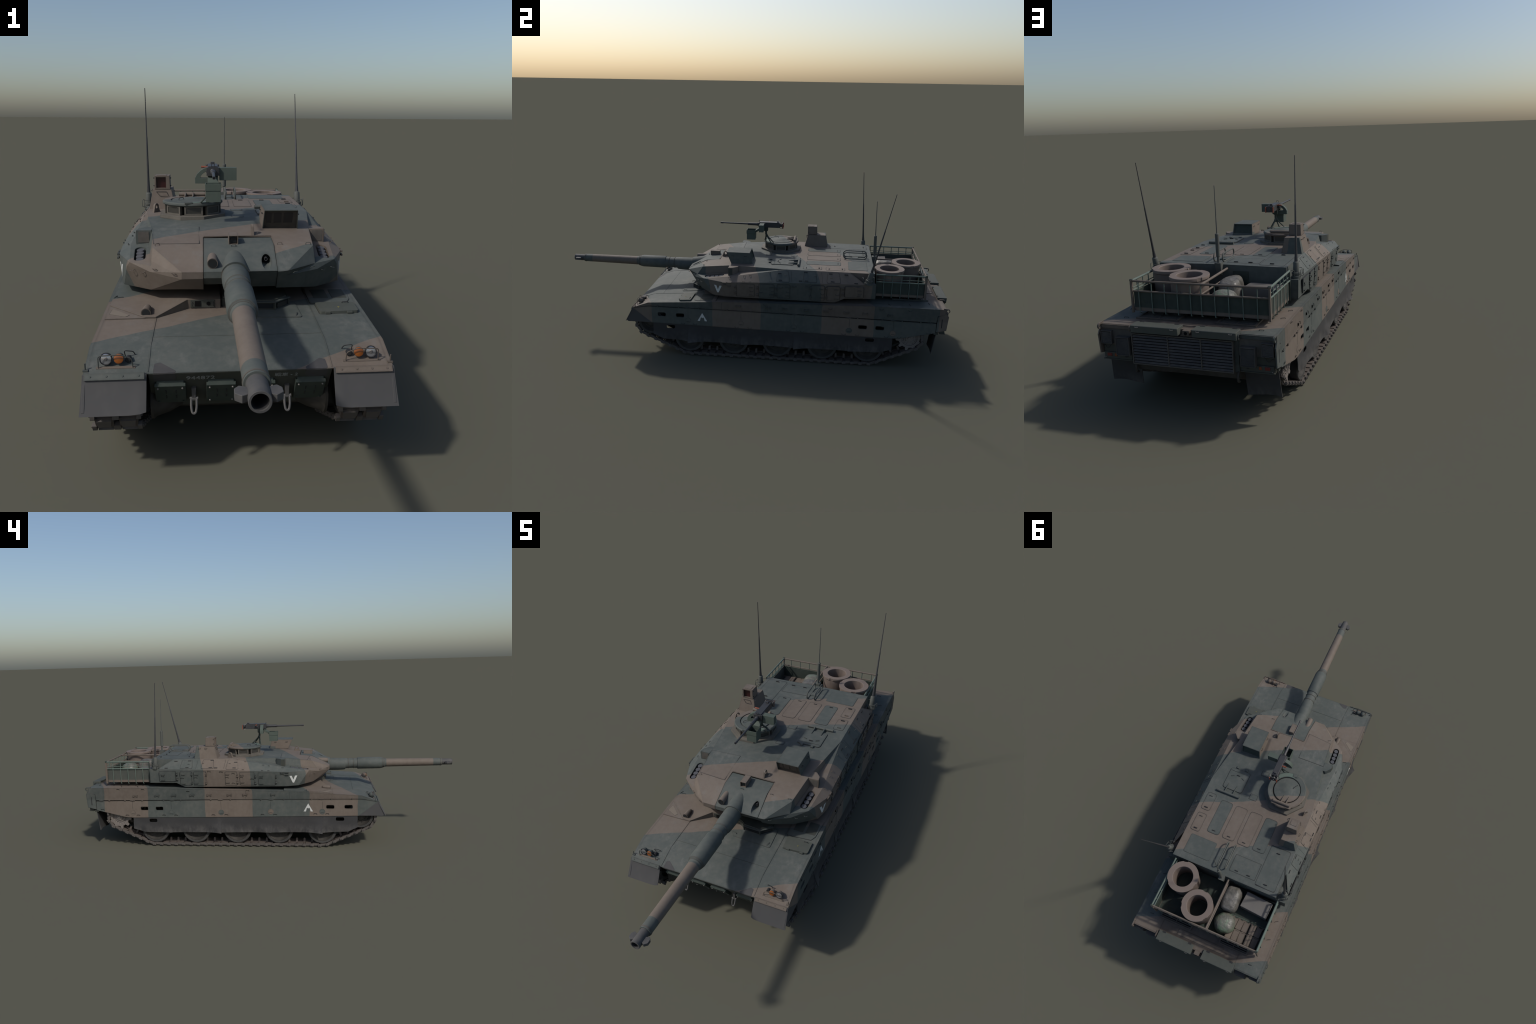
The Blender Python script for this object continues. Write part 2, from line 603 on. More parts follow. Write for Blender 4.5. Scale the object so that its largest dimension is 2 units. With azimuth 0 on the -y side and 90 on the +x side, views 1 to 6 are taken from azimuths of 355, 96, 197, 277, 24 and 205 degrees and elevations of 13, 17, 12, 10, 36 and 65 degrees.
# painted round plates over the skirt joints, and the joints themselves
for y, z, m in ((0.724, 0.187, M_TAN), (0.512, 0.189, M_GREEN), (0.242, 0.190, M_GREEN), (-0.022, 0.194, M_TAN), (-0.290, 0.195, M_GREEN)):
    disc = [(y + 0.0150 * cos(t), z - 0.002 + 0.0155 * sin(t)) for t in [radians(-25 + 230 * i / 18) for i in range(19)]] + [(y - 0.005, z - 0.015), (y + 0.004, z - 0.016)]
    both("joint_cover", prism(disc, "x", SIDE - 0.001, SIDE + 0.0009), m, hull, bevel=0.0004, seg=1)
    both("skirt_joint", box(SIDE - 0.001, SIDE + 0.00035, y - 0.0006, y + 0.0006, z + 0.016, 0.2475), M_DARK, hull)
    both("joint_latch", box(SIDE, SIDE + 0.0016, y - 0.008, y + 0.008, z - 0.0072, z - 0.0058), M_DARK, hull)
for y in (0.11, -0.12):
    both("panel_joint", box(SIDE - 0.001, SIDE + 0.0003, y - 0.0005, y + 0.0005, 0.263, deck(y) - 0.004), M_DARK, hull)


# rubber skirt: thin sheets that kick out at their lower corners
def rubber_sheet(y0, y1, zt, zb, out0, out1, n=14, m=8):
    V, F = [], []
    for side in (0, 1):
        for i in range(n + 1):
            t = i / n
            y = y0 + (y1 - y0) * t
            top, bot = zt(y), zb(y)
            kick = out0 * max(0, 1 - t / 0.35) ** 1.6 + out1 * max(0, 1 - (1 - t) / 0.35) ** 1.6
            for j in range(m + 1):
                s = j / m
                z = top + (bot - top) * s
                x = 0.3250 + 0.0008 * t + kick * s ** 1.7 + 0.0012 * sin(31 * y + 9 * s) * s
                V.append((x - 0.0028 * side, y, z - (0.10 * kick * s * s)))
    N = (n + 1) * (m + 1)
    for i in range(n):
        for j in range(m):
            a = i * (m + 1) + j
            q = (a, a + 1, a + m + 2, a + m + 1)
            F += [q, tuple(N + k for k in reversed(q))]
    rim = [i * (m + 1) for i in range(n + 1)] + [n * (m + 1) + j for j in range(1, m + 1)] + [i * (m + 1) + m for i in range(n - 1, -1, -1)] + [j for j in range(m - 1, 0, -1)]
    for a, b in zip(rim, rim[1:] + rim[:1]):
        F.append((a, b, N + b, N + a))
    return mesh("sheet", V, F)


SKTOP = lambda y: lerp_table([(-0.48, 0.173), (-0.02, 0.1675), (0.73, 0.1595)], y)
SKBOT = lambda y: lerp_table([(-0.471, 0.112), (-0.420, 0.086), (-0.29, 0.082), (0.66, 0.077), (0.724, 0.099)], y)
cuts = [(-0.471, 0.004), (-0.290, 0.026), (-0.022, 0.010), (0.243, 0.022), (0.512, 0.008), (0.724, 0.010)]
for i, ((ya, ka), (yb, kb)) in enumerate(zip(cuts, cuts[1:])):
    sheet = rubber_sheet(ya - 0.0005, yb + 0.0005, SKTOP, SKBOT, ka, kb * 0.35)
    hy = {0: -0.381, 4: 0.615}.get(i)
    if hy is not None:
        hz = 0.1535 if i == 0 else 0.1425
        sheet = boolean(sheet, [prism(rrect(hy - 0.0215, hy + 0.0215, hz - 0.0095, hz + 0.0095, 0.008), "x", 0.30, 0.36)])
    both("rubber_skirt", sheet, M_RUBBER, hull, smooth=40)

# front mudguards: rubber cheek, hanging front flap, steel clamp strip
cheek = [(-0.478, 0.1725), (-0.600, 0.172), (-0.6105, 0.181), (-0.5755, 0.2465)]
both("mudguard_cheek", prism(cheek, "x", 0.3225, 0.3290), M_RUBBER, hull, bevel=0.001)


def front_flap():
    V, F = [], []
    n, m = 12, 8
    for side in (0, 1):
        for i in range(n + 1):
            x = 0.198 + 0.1315 * i / n
            for j in range(m + 1):
                s = j / m
                z = 0.2485 - 0.0740 * s + (0.004 * max(0, 1 - (x - 0.198) / 0.03) * s)
                y = -0.5765 - 0.0370 * s ** 1.15
                if i == 0:
                    y += 0.004 * s
                V.append((x + (0.0035 * s if i == n else 0), y + 0.0032 * side, z + 0.001 * side))
    N = (n + 1) * (m + 1)
    for i in range(n):
        for j in range(m):
            a = i * (m + 1) + j
            q = (a, a + 1, a + m + 2, a + m + 1)
            F += [q, tuple(N + k for k in reversed(q))]
    rim = [i * (m + 1) for i in range(n + 1)] + [n * (m + 1) + j for j in range(1, m + 1)] + [i * (m + 1) + m for i in range(n - 1, -1, -1)] + [j for j in range(m - 1, 0, -1)]
    for a, b in zip(rim, rim[1:] + rim[:1]):
        F.append((a, b, N + b, N + a))
    return mesh("flap", V, F)


both("mud_flap", front_flap(), M_RUBBER, hull, smooth=40)
strip = prism([(-0.5735, 0.2510), (-0.5760, 0.2525), (-0.5845, 0.2405), (-0.5820, 0.2390)], "x", 0.2015, 0.3255)
both("clamp_strip", strip, CAMO, hull, bevel=0.0006)
for i in range(4):
    x = 0.214 + 0.033 * i
    both("clamp_bolt", cyl((x, -0.579, 0.2465), (x, -0.5808, 0.2477), 0.0022, 10), CAMO, hull)

# rear mud flaps
def rear_flap():
    V, F = [], []
    n, m = 8, 10
    for side in (0, 1):
        for i in range(n + 1):
            x = 0.196 + 0.122 * i / n
            for j in range(m + 1):
                s = j / m
                y = 0.934 - 0.028 * s + 0.022 * s * s - 0.012 * s ** 3
                V.append((x + 0.006 * s, y - 0.003 * side, 0.196 - (0.108 + 0.004 * sin(x * 40)) * s))
    N = (n + 1) * (m + 1)
    for i in range(n):
        for j in range(m):
            a = i * (m + 1) + j
            q = (a, a + 1, a + m + 2, a + m + 1)
            F += [q, tuple(N + k for k in reversed(q))]
    rim = [i * (m + 1) for i in range(n + 1)] + [n * (m + 1) + j for j in range(1, m + 1)] + [i * (m + 1) + m for i in range(n - 1, -1, -1)] + [j for j in range(m - 1, 0, -1)]
    for a, b in zip(rim, rim[1:] + rim[:1]):
        F.append((a, b, N + b, N + a))
    return mesh("flap", V, F)


both("mud_flap", rear_flap(), M_RUBBER, hull, smooth=40)

# ------------------------------------------------------------------ small hardware, shared meshes
def d_handle(w=0.014, h=0.0055, r=0.0009):
    return sweep(fillet([(-w / 2, 0, -0.001), (-w / 2, 0, h), (w / 2, 0, h), (w / 2, 0, -0.001)], h * 0.6, 3), r, 6)


def flat_handle(w=0.0175, d=0.0066, r=0.0013):
    """handle lying flat against a wall, hanging down"""
    return sweep(fillet([(-w / 2, 0, 0.0003), (-w / 2 + 0.002, -d, 0.003), (w / 2 - 0.002, -d, 0.003), (w / 2, 0, 0.0003)], d * 0.5, 3), r, 6)


def lug():
    return join([box(-0.0125, 0.0125, -0.0046, 0.0030, -0.001, 0.0034), box(-0.0125, -0.0080, -0.0060, 0.0048, -0.001, 0.0050), box(0.0050, 0.0125, -0.0060, 0.0048, -0.001, 0.0050)])


def small_lug():
    return join([box(-0.0042, 0.0042, -0.0020, 0.0020, -0.001, 0.0036), box(-0.0014, 0.0014, -0.0036, 0.0036, -0.001, 0.0044)])


def hinge():
    return join([cyl((-0.012, 0, 0.0012), (-0.004, 0, 0.0012), 0.0022, 8), cyl((-0.0036, 0, 0.0012), (0.0036, 0, 0.0012), 0.0026, 8), cyl((0.004, 0, 0.0012), (0.012, 0, 0.0012), 0.0022, 8),
                 box(-0.003, 0.003, -0.005, 0.005, -0.001, 0.0012)])


def latch():
    return join([box(-0.0024, 0.0024, -0.008, 0.008, -0.001, 0.0032), cyl((-0.0045, 0.004, 0.0025), (0.0045, 0.004, 0.0025), 0.0032, 8), box(-0.0040, 0.0040, -0.0075, -0.0025, -0.001, 0.0044)])


class Kit:
    """first use creates the object, later uses copy it"""

    def __init__(self, name, make, mat, parent, smooth=40):
        self.name, self.make, self.mat, self.parent, self.smooth, self.src = name, make, mat, parent, smooth, None

    def at(self, pos, u, n, mat=None):
        M = place(pos, u, n)
        if self.src is None:
            self.src = add(self.name, self.make(), self.mat, self.parent, smooth=self.smooth)
            self.src.matrix_local = M
            if mat is not None:
                self.src.material_slots[0].link = "OBJECT"
                self.src.material_slots[0].material = mat
            return self.src
        return put(self.src, M, self.parent, mat or self.mat)

    def sides(self, x, y, z, n=(1, 0, 0), u=(0, 1, 0), mat=None):
        self.at((x, y, z), u, n, mat)
        self.at((-x, y, z), (-u[0], u[1], u[2]), (-n[0], n[1], n[2]), mat)


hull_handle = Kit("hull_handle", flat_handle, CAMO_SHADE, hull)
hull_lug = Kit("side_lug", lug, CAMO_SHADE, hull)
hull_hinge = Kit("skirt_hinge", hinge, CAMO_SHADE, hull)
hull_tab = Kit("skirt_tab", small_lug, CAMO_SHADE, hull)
for y, z in ((0.799, 0.311), (0.663, 0.311), (0.417, 0.300), (0.098, 0.304)):
    hull_handle.sides(SIDE, y, z)
for y, z in ((0.756, 0.169), (0.695, 0.169), (0.553, 0.170), (0.487, 0.170), (0.284, 0.172), (0.215, 0.173), (0.022, 0.175), (-0.044, 0.175), (-0.255, 0.179), (-0.316, 0.179), (0.893, 0.200)):
    hull_handle.sides(SIDE, y, z)
for y, z in ((0.706, 0.278), (0.587, 0.280), (0.495, 0.281), (0.396, 0.282), (0.303, 0.283), (0.194, 0.284), (0.112, 0.285), (-0.035, 0.285)):
    hull_lug.sides(SIDE, y, z)
for y, z in ((0.897, 0.2505), (0.722, 0.2525), (0.506, 0.2545), (0.244, 0.257), (-0.024, 0.2585), (-0.288, 0.261)):
    hull_hinge.sides(SIDE + 0.0005, y, z)
for y, z in ((0.852, 0.252), (0.764, 0.2535), (0.669, 0.2535), (0.551, 0.256), (0.458, 0.256), (0.295, 0.258), (0.190, 0.259), (0.029, 0.259), (-0.091, 0.261), (-0.234, 0.262), (-0.337, 0.263), (-0.444, 0.264)):
    hull_tab.sides(SIDE, y, z, u=(0, 0, 1))

# ------------------------------------------------------------------ nose plate
def nose_y(z):
    return -0.575 + (0.248 - z) / 1.5


nose = prism([(nose_y(0.2465) - 0.0010, 0.2465), (nose_y(0.1375) - 0.0010, 0.1375), (nose_y(0.1375) + 0.004, 0.1375), (nose_y(0.2465) + 0.004, 0.2465)], "x", -0.1935, 0.1935)
add("nose_plate", nose, M_FRONT, hull, bevel=0.0005, seg=1)
for sgn in (1, -1):
    for x0, x1 in ((0.118, 0.184), (0.011, 0.074)):
        a, b = sorted((sgn * x0, sgn * x1))
        if sgn > 0 and x0 > 0.1:
            pass
        prof = [(-0.5550, 0.2245), (-0.5597, 0.2240), (-0.5670, 0.2135), (-0.5300, 0.1580), (-0.5140, 0.1555)]
        pl = prism(prof, "x", a, b)
        pl = boolean(pl, [box(b - 0.004, b + 0.02, -0.62, -0.54, 0.2190, 0.25), box(a - 0.02, a + 0.004, -0.62, -0.54, 0.2190, 0.25)])
        panel = add("nose_armour_block", pl, M_DARKG, hull, bevel=0.0012)
        fy = lambda z: -0.5670 + (0.2135 - z) / 1.5
        for bx in (a + 0.007, b - 0.007):
            for z in (0.2080, 0.1640):
                add("block_bolt", cyl((bx, fy(z) + 0.002, z + 0.0013), (bx, fy(z) - 0.0022, z - 0.0015), 0.0019, 10), M_BOLT if (z > 0.2 or abs(bx) < 0.1) else M_DARKG, hull)
        for k in (0.36, 0.68):
            for z in (0.1960, 0.1790):
                bx = a + (b - a) * k
                add("block_clip", sweep([(bx, fy(z + 0.005) - 0.0004, z + 0.005), (bx, fy(z - 0.005) - 0.0004, z - 0.005)], 0.0011, 6), M_DARK, hull)
    # tow shackles
    x = sgn * 0.1015
    ny = nose_y
    add("tow_lug", hexa([(x - 0.0045, ny(0.170) + 0.004, 0.170), (x + 0.0045, ny(0.170) + 0.004, 0.170), (x + 0.0040, -0.5535, 0.1720), (x - 0.0040, -0.5535, 0.1720)], [(x - 0.0060, ny(0.204) + 0.004, 0.204), (x + 0.0060, ny(0.204) + 0.004, 0.204), (x + 0.0050, ny(0.204) - 0.005, 0.1990), (x - 0.0050, ny(0.204) - 0.005, 0.1990)]), M_REAR, hull, bevel=0.001)
    loop = [(x - 0.0058, -0.5500, 0.1775), (x - 0.0060, -0.5580, 0.160), (x - 0.004, -0.5620, 0.1490), (x, -0.5630, 0.1460), (x + 0.004, -0.5620, 0.1490), (x + 0.0060, -0.5580, 0.160), (x + 0.0058, -0.5500, 0.1775)]
    add("tow_shackle", sweep(fillet(loop, 0.006, 3), 0.0026, 8), M_SHACKLE, hull)
    add("shackle_pin", cyl((x - 0.0090, -0.5500, 0.1765), (x + 0.0090, -0.5500, 0.1765), 0.0032, 10), M_SHACKLE, hull)
    # idler arm housings that bulge out under the nose
    hub = lathe([(0.0, 0.010), (0.010, 0.021), (0.038, 0.036), (0.070, 0.0465), (0.074, 0.051), (0.080, 0.051), (0.080, 0.038)], (sgn * 0.116, -0.490, 0.157), (sgn, 0, 0), 28)
    add("idler_housing", hub, M_WHEEL, hull, smooth=40)
    # worn patches on the corners of the bow
    patch = round_poly([(sgn * 0.1855, -0.5748), (sgn * 0.1835, -0.5485), (sgn * 0.171, -0.5455), (sgn * 0.138, -0.5695), (sgn * 0.138, -0.5748)], 0.004, 3)
    z = lambda y: deck(y) + 0.0007
    n = len(patch)
    V = [(px, py, z(py)) for px, py in patch] + [(px, py, z(py) - 0.003) for px, py in patch]
    add("bow_patch", mesh("patch", V, [tuple(range(n)), tuple(range(2 * n - 1, n - 1, -1))] + [(i, (i + 1) % n, n + (i + 1) % n, n + i) for i in range(n)]), M_GREY, hull)
    fp = round_poly([(sgn * 0.1855, 0.2465), (sgn * 0.138, 0.2465), (sgn * 0.138, 0.2310), (sgn * 0.146, 0.2245), (sgn * 0.1855, 0.2245)], 0.003, 3)
    n = len(fp)
    V = [(px, nose_y(pz) - 0.0018, pz) for px, pz in fp] + [(px, nose_y(pz) + 0.002, pz) for px, pz in fp]
    add("bow_patch", mesh("patch", V, [tuple(range(n)), tuple(range(2 * n - 1, n - 1, -1))] + [(i, (i + 1) % n, n + (i + 1) % n, n + i) for i in range(n)]), M_GREY, hull)

tm = text_mesh("944872", 0.0170)
w = max(v.co.x for v in tm.vertices)
tm.transform(Matrix.Translation((-0.117, nose_y(0.2265) - 0.0014, 0.2262)) @ Matrix.Rotation(radians(90 + 33.7), 4, "X") @ Matrix.Diagonal((0.061 / w, 1, 1, 1)))
add("number_marking", tm, M_FADED, hull, smooth=0)
tm = text_mesh("戦車 - 2", 0.0145)
w = max(v.co.x for v in tm.vertices)
tm.transform(Matrix.Translation((0.072, nose_y(0.2285) - 0.0014, 0.2285)) @ Matrix.Rotation(radians(90 + 33.7), 4, "X") @ Matrix.Diagonal((0.050 / w, 1, 1, 1)))
add("unit_marking", tm, M_FADED, hull, smooth=0)

# ------------------------------------------------------------------ front deck
# raised wedge in front of the turret ring, on the side away from the driver
wl = [(-0.319, -0.262), (-0.222, -0.3445), (-0.196, -0.344), (-0.120, -0.284), (-0.036, -0.284), (-0.036, -0.09), (-0.196, -0.09), (-0.319, -0.09)]
ztop = [0.2985, 0.2935, 0.2925, 0.3165, 0.3165, 0.3185, 0.3165, 0.3085]
n = len(wl)
V = [(x, y, z) for (x, y), z in zip(wl, ztop)] + [(x, y, deck(y) - 0.01) for x, y in wl]
F = [(0, 1, 2, 6, 7), (2, 3, 6), (3, 4, 5, 6)] + [(i, (i + 1) % n, n + (i + 1) % n, n + i) for i in range(n)] + [tuple(range(2 * n - 1, n - 1, -1))]
add("deck_wedge", mesh("wedge", V, F), CAMO, hull, bevel=0.0012, seg=1)
# triangular plate a little lower than the wedge, with a bare panel at the outer corner
tri = [(-0.3190, -0.3470), (-0.2215, -0.3450), (-0.3190, -0.2610)]
V = [(x, y, deck(y) + 0.0030) for x, y in tri] + [(x, y, 0.28) for x, y in tri]
add("ramp_plate", mesh("ramp", V, [(0, 1, 2), (5, 4, 3), (0, 1, 4, 3), (1, 2, 5, 4), (2, 0, 3, 5)]), CAMO, hull, bevel=0.0006, seg=1)
bp_ = round_poly([(-0.3120, -0.3180), (-0.2700, -0.3370), (-0.2620, -0.3270), (-0.3080, -0.2850)], 0.002, 2)
for nm, gr, h, mt in (("panel_dark_outline", 0.0010, 0.0032, M_DARK), ("bare_panel", 0.0, 0.0036, M_BARE)):
    q = [Vector(p) + (Vector(p) - Vector((-0.288, -0.318))).normalized() * gr for p in bp_]
    n = len(q)
    add(nm, mesh(nm, [(p.x, p.y, deck(p.y) + h) for p in q] + [(p.x, p.y, 0.285) for p in q], [tuple(range(n)), tuple(range(2 * n - 1, n - 1, -1))] + [(i, (i + 1) % n, n + (i + 1) % n, n + i) for i in range(n)]), mt, hull)
add("deck_cowl", lathe([(0, 0.0), (0, 0.0125), (0.030, 0.0105), (0.042, 0.006), (0.046, 0.0)], (-0.221, -0.333, 0.2985), (0.05, 1, 0.08), 20), CAMO, hull)
add("cowl_glass", cyl((-0.221, -0.3325, 0.2990), (-0.221, -0.3342, 0.2990), 0.0100, 20), M_GLASS, hull)
# sensor face under the gun
add("sensor_face", box(-0.113, -0.052, -0.2870, -0.2810, 0.2945, 0.3150), M_FRONT, hull, bevel=0.001)
add("sensor_window", box(-0.1015, -0.0870, -0.2885, -0.2860, 0.2985, 0.3125), M_BLACK, hull)
add("sensor_lens", cyl((-0.067, -0.2885, 0.3055), (-0.067, -0.2860, 0.3055), 0.0048, 18), M_BLACK, hull)
for x in (-0.1085, -0.0555):
    add("sensor_handle", sweep(fillet([(x, -0.286, 0.3095), (x, -0.2915, 0.3095), (x, -0.2915, 0.3005), (x, -0.286, 0.3005)], 0.002, 3), 0.0009, 6), M_DARK, hull)

# driver's station
dp = round_poly([(-0.010, -0.330), (0.003, -0.352), (0.165, -0.3585), (0.160, -0.258), (0.040, -0.235), (-0.010, -0.250)], 0.008, 4)
V = []
n = len(dp)
V = [(x, y, deck(y) + 0.0022) for x, y in dp] + [(x, y, deck(y) - 0.004) for x, y in dp]
add("driver_plate", mesh("plate", V, [tuple(range(n)), tuple(range(2 * n - 1, n - 1, -1))] + [(i, (i + 1) % n, n + (i + 1) % n, n + i) for i in range(n)]), CAMO, hull, bevel=0.0005, seg=1)
hood = [(0.018, -0.292), (0.030, -0.3045), (0.101, -0.3085), (0.141, -0.269), (0.141, -0.10), (-0.034, -0.10), (-0.034, -0.27)]
add("driver_hood", prism(hood, "z", 0.288, 0.3125), M_FRONT, hull, bevel=0.0012)
add("driver_hatch", prism([(0.016, -0.288), (0.031, -0.300), (0.100, -0.304), (0.135, -0.267), (0.135, -0.10), (-0.030, -0.10), (-0.030, -0.266)], "z", 0.3125, 0.3170), M_FRONT, hull, bevel=0.001)
add("visor_roof", prism([(0.030, -0.3085), (0.103, -0.3125), (0.147, -0.269), (0.140, -0.262), (0.099, -0.302), (0.032, -0.299)], "z", 0.3110, 0.3140), CAMO, hull, bevel=0.0006, seg=1)
for a, b in (((0.036, -0.3055), (0.097, -0.3090)), ((0.107, -0.3050), (0.138, -0.2745))):
    d = (Vector(b) - Vector(a)).normalized()
    nn = Vector((d.y, -d.x))
    p = [Vector(a), Vector(b), Vector(b) + nn * 0.0015, Vector(a) + nn * 0.0015]
    add("vision_block", prism([tuple(q) for q in p], "z", 0.2965, 0.3085), M_GLASS, hull)
for x, y in ((0.102, -0.3105), (0.142, -0.270), (0.031, -0.306)):
    add("visor_post", box(x - 0.0016, x + 0.0016, y - 0.0016, y + 0.0016, 0.292, 0.312), M_FRONT, hull)
deck_handle = Kit("deck_handle", lambda: d_handle(0.016, 0.0034, 0.0010), CAMO, hull)
deck_handle.at((0.152, -0.343, deck(-0.343) + 0.002), (0.3, 1, 0), (0, 0, 1))
deck_handle.at((0.006, -0.335, deck(-0.335) + 0.002), (1, -0.5, 0), (0, 0, 1))
deck_handle.at((-0.312, -0.205, 0.300), (0.4, 1, 0), (0, 0, 1))
deck_handle.at((-0.300, -0.210, 0.300), (1, 0.2, 0), (0, 0, 1))

# stowage lid and flush panels on the driver's mudguard
def deck_plate(name, poly, r, h, mat, dark_outline=True, bevel=0.0006):
    p = round_poly(poly, r, 4)
    n = len(p)
    F = [tuple(range(n)), tuple(range(2 * n - 1, n - 1, -1))] + [(i, (i + 1) % n, n + (i + 1) % n, n + i) for i in range(n)]
    V = [(x, y, deck(y) + h) for x, y in p] + [(x, y, deck(y) - 0.004) for x, y in p]
    ob = add(name, mesh("plate", V, F), mat, hull, bevel=bevel, seg=1)
    if dark_outline:
        c = Vector((sum(q[0] for q in p) / n, sum(q[1] for q in p) / n))
        q = [Vector(a) + (Vector(a) - c).normalized() * 0.0013 for a in p]
        V = [(x, y, deck(y) + 0.0003) for x, y in q] + [(x, y, deck(y) - 0.004) for x, y in q]
        add("panel_dark_outline", mesh("dark_outline", V, F), M_DARK, hull)  # slightly larger dark plate under the panel that draws the dark outline around it
    return ob


deck_plate("stowage_lid", [(0.210, -0.276), (0.212, -0.341), (0.312, -0.337), (0.312, -0.279)], 0.007, 0.0075, M_OLIVE)
for x in (0.232, 0.288):
    add("lid_latch", box(x - 0.007, x + 0.007, -0.3435, -0.3375, deck(-0.34) + 0.001, deck(-0.34) + 0.0065), M_OLIVE, hull, bevel=0.0006)
deck_handle.at((0.288, -0.287, deck(-0.287) + 0.0075), (1, 0, 0), (0, 0, 1), M_DARK)
yv = text_mesh("v", 0.012)
yv.transform(Matrix.Translation((0.262, -0.318, deck(-0.31) + 0.0078)) @ Matrix.Rotation(radians(3), 4, "X"))
M_YELLOW = paint("yellow_marking", (0.30, 0.26, 0.05), var=0.3)
add("lid_marking", yv, M_YELLOW, hull, smooth=0)
deck_plate("deck_panel", [(0.199, -0.262), (0.205, -0.270), (0.300, -0.262), (0.310, -0.240), (0.316, -0.150), (0.199, -0.150)], 0.005, 0.0022, CAMO)
for x0, x1 in ((0.215, 0.255), (0.265, 0.305)):
    deck_plate("grating", [(x0, -0.235), (x1, -0.235), (x1, -0.170), (x0, -0.170)], 0.003, 0.0030, M_FRONT, dark_outline=False)
# weld lines along the bow
for sgn in (1, -1):
    add("weld_seam", sweep([(sgn * 0.195, y, deck(y) + 0.0002) for y in [-0.57 + 0.02 * i for i in range(16)]], 0.0011, 6), M_TAN if False else CAMO, hull)
add("plate_joint", sweep([(-0.193, -0.452, deck(-0.452) + 0.0), (0.193, -0.452, deck(-0.452))], 0.0007, 6), M_FRONT, hull)

# ------------------------------------------------------------------ head lamps
for sgn in (1, -1):
    dz = deck(-0.548)
    lamp = lathe([(0.0, 0.0), (0.0, 0.006), (0.004, 0.010), (0.010, 0.0122), (0.0165, 0.0128), (0.0180, 0.0128)], (sgn * 0.284, -0.533, 0.2700), (0, -1, 0.20), 24)
    add("head_lamp", lamp, CAMO, hull)
    add("head_lamp_lens", lathe([(0, 0.0118), (0.0006, 0.0112), (0.0014, 0.0065), (0.0016, 0.0)], (sgn * 0.284, -0.5512, 0.2736), (0, -1, 0.20), 24), M_LENS, hull)
    add("lamp_bulb", lathe([(0, 0.0042), (0.0006, 0.0042), (0.0022, 0.0026), (0.0026, 0.0)], (sgn * 0.284, -0.5524, 0.2738), (0, -1, 0.20), 16), M_BOLT, hull)
    add("lamp_bezel", lathe([(0, 0.0132), (0.0022, 0.0132), (0.0026, 0.0124), (0.0020, 0.0114), (0, 0.0114)], (sgn * 0.284, -0.5508, 0.2735), (0, -1, 0.20), 28, closed=True), M_DARK, hull)
    lamp = lathe([(0.0, 0.0), (0.0, 0.006), (0.006, 0.0105), (0.0165, 0.0110), (0.0180, 0.0110)], (sgn * 0.257, -0.535, 0.2705), (0, -1, 0.20), 24)
    add("turn_lamp", lamp, CAMO, hull)
    add("turn_lamp_lens", lathe([(0, 0.0106), (0.0014, 0.0098), (0.0028, 0.0055), (0.0032, 0.0)], (sgn * 0.257, -0.5525, 0.2738), (0, -1, 0.20), 24), M_ORANGE, hull)
    add("convoy_lamp", lathe([(0, 0.0), (0, 0.006), (0.012, 0.0065), (0.013, 0.005), (0.013, 0.0)], (sgn * 0.2385, -0.532, 0.2675), (0, -1, 0), 18), M_DARK, hull)
    for x, h in ((0.284, 0.2705), (0.257, 0.2705), (0.2385, 0.2675)):
        add("lamp_stalk", cyl((sgn * x, -0.540, 0.2565), (sgn * x, -0.540, h), 0.003, 8), CAMO, hull)
    g = [(sgn * 0.299, -0.5575, 0.2545), (sgn * 0.2985, -0.5595, 0.2835), (sgn * 0.252, -0.5595, 0.2850), (sgn * 0.2290, -0.5580, 0.2755), (sgn * 0.2275, -0.5575, 0.2545)]
    add("lamp_guard", sweep(fillet(g, 0.006, 4), 0.0012, 8), CAMO, hull)
    g = [(sgn * 0.2470, -0.524, 0.267), (sgn * 0.2485, -0.530, 0.2825), (sgn * 0.230, -0.524, 0.2780), (sgn * 0.2270, -0.519, 0.2690)]
    add("lamp_guard", sweep(fillet(g, 0.005, 4), 0.0011, 8), M_DARK, hull)
    base = [(-0.5590, deck(-0.559) + 0.0016), (-0.5530, deck(-0.553) + 0.0016), (-0.5530, deck(-0.553) - 0.003), (-0.5590, deck(-0.559) - 0.003)]
    add("guard_foot", prism(base, "x", *sorted((sgn * 0.222, sgn * 0.304))), M_TAN, hull, bevel=0.0004, seg=1)
    add("marker_pin", join([cyl((sgn * 0.3255, -0.561, 0.255), (sgn * 0.3255, -0.561, 0.2690), 0.0016, 8), box(*sorted((sgn * 0.3190, sgn * 0.3300)), -0.5660, -0.5590, 0.2515, 0.2550)]), CAMO, hull)

# ------------------------------------------------------------------ engine deck and stern
def grating(x0, x1, y0, y1, z, bars):
    parts = [box(x0, x1, y0, y0 + 0.008, z - 0.004, z + 0.0055), box(x0, x1, y1 - 0.008, y1, z - 0.004, z + 0.0055), box(x0, x0 + 0.008, y0 + 0.008, y1 - 0.008, z - 0.004, z + 0.0055), box(x1 - 0.008, x1, y0 + 0.008, y1 - 0.008, z - 0.004, z + 0.0055)]
    for i in range(bars):
        x = x0 + 0.008 + (x1 - x0 - 0.016) * (i + 1) / (bars + 1)
        parts.append(box(x - 0.002, x + 0.002, y0 + 0.008, y1 - 0.008, z - 0.003, z + 0.004))
    return join(parts)


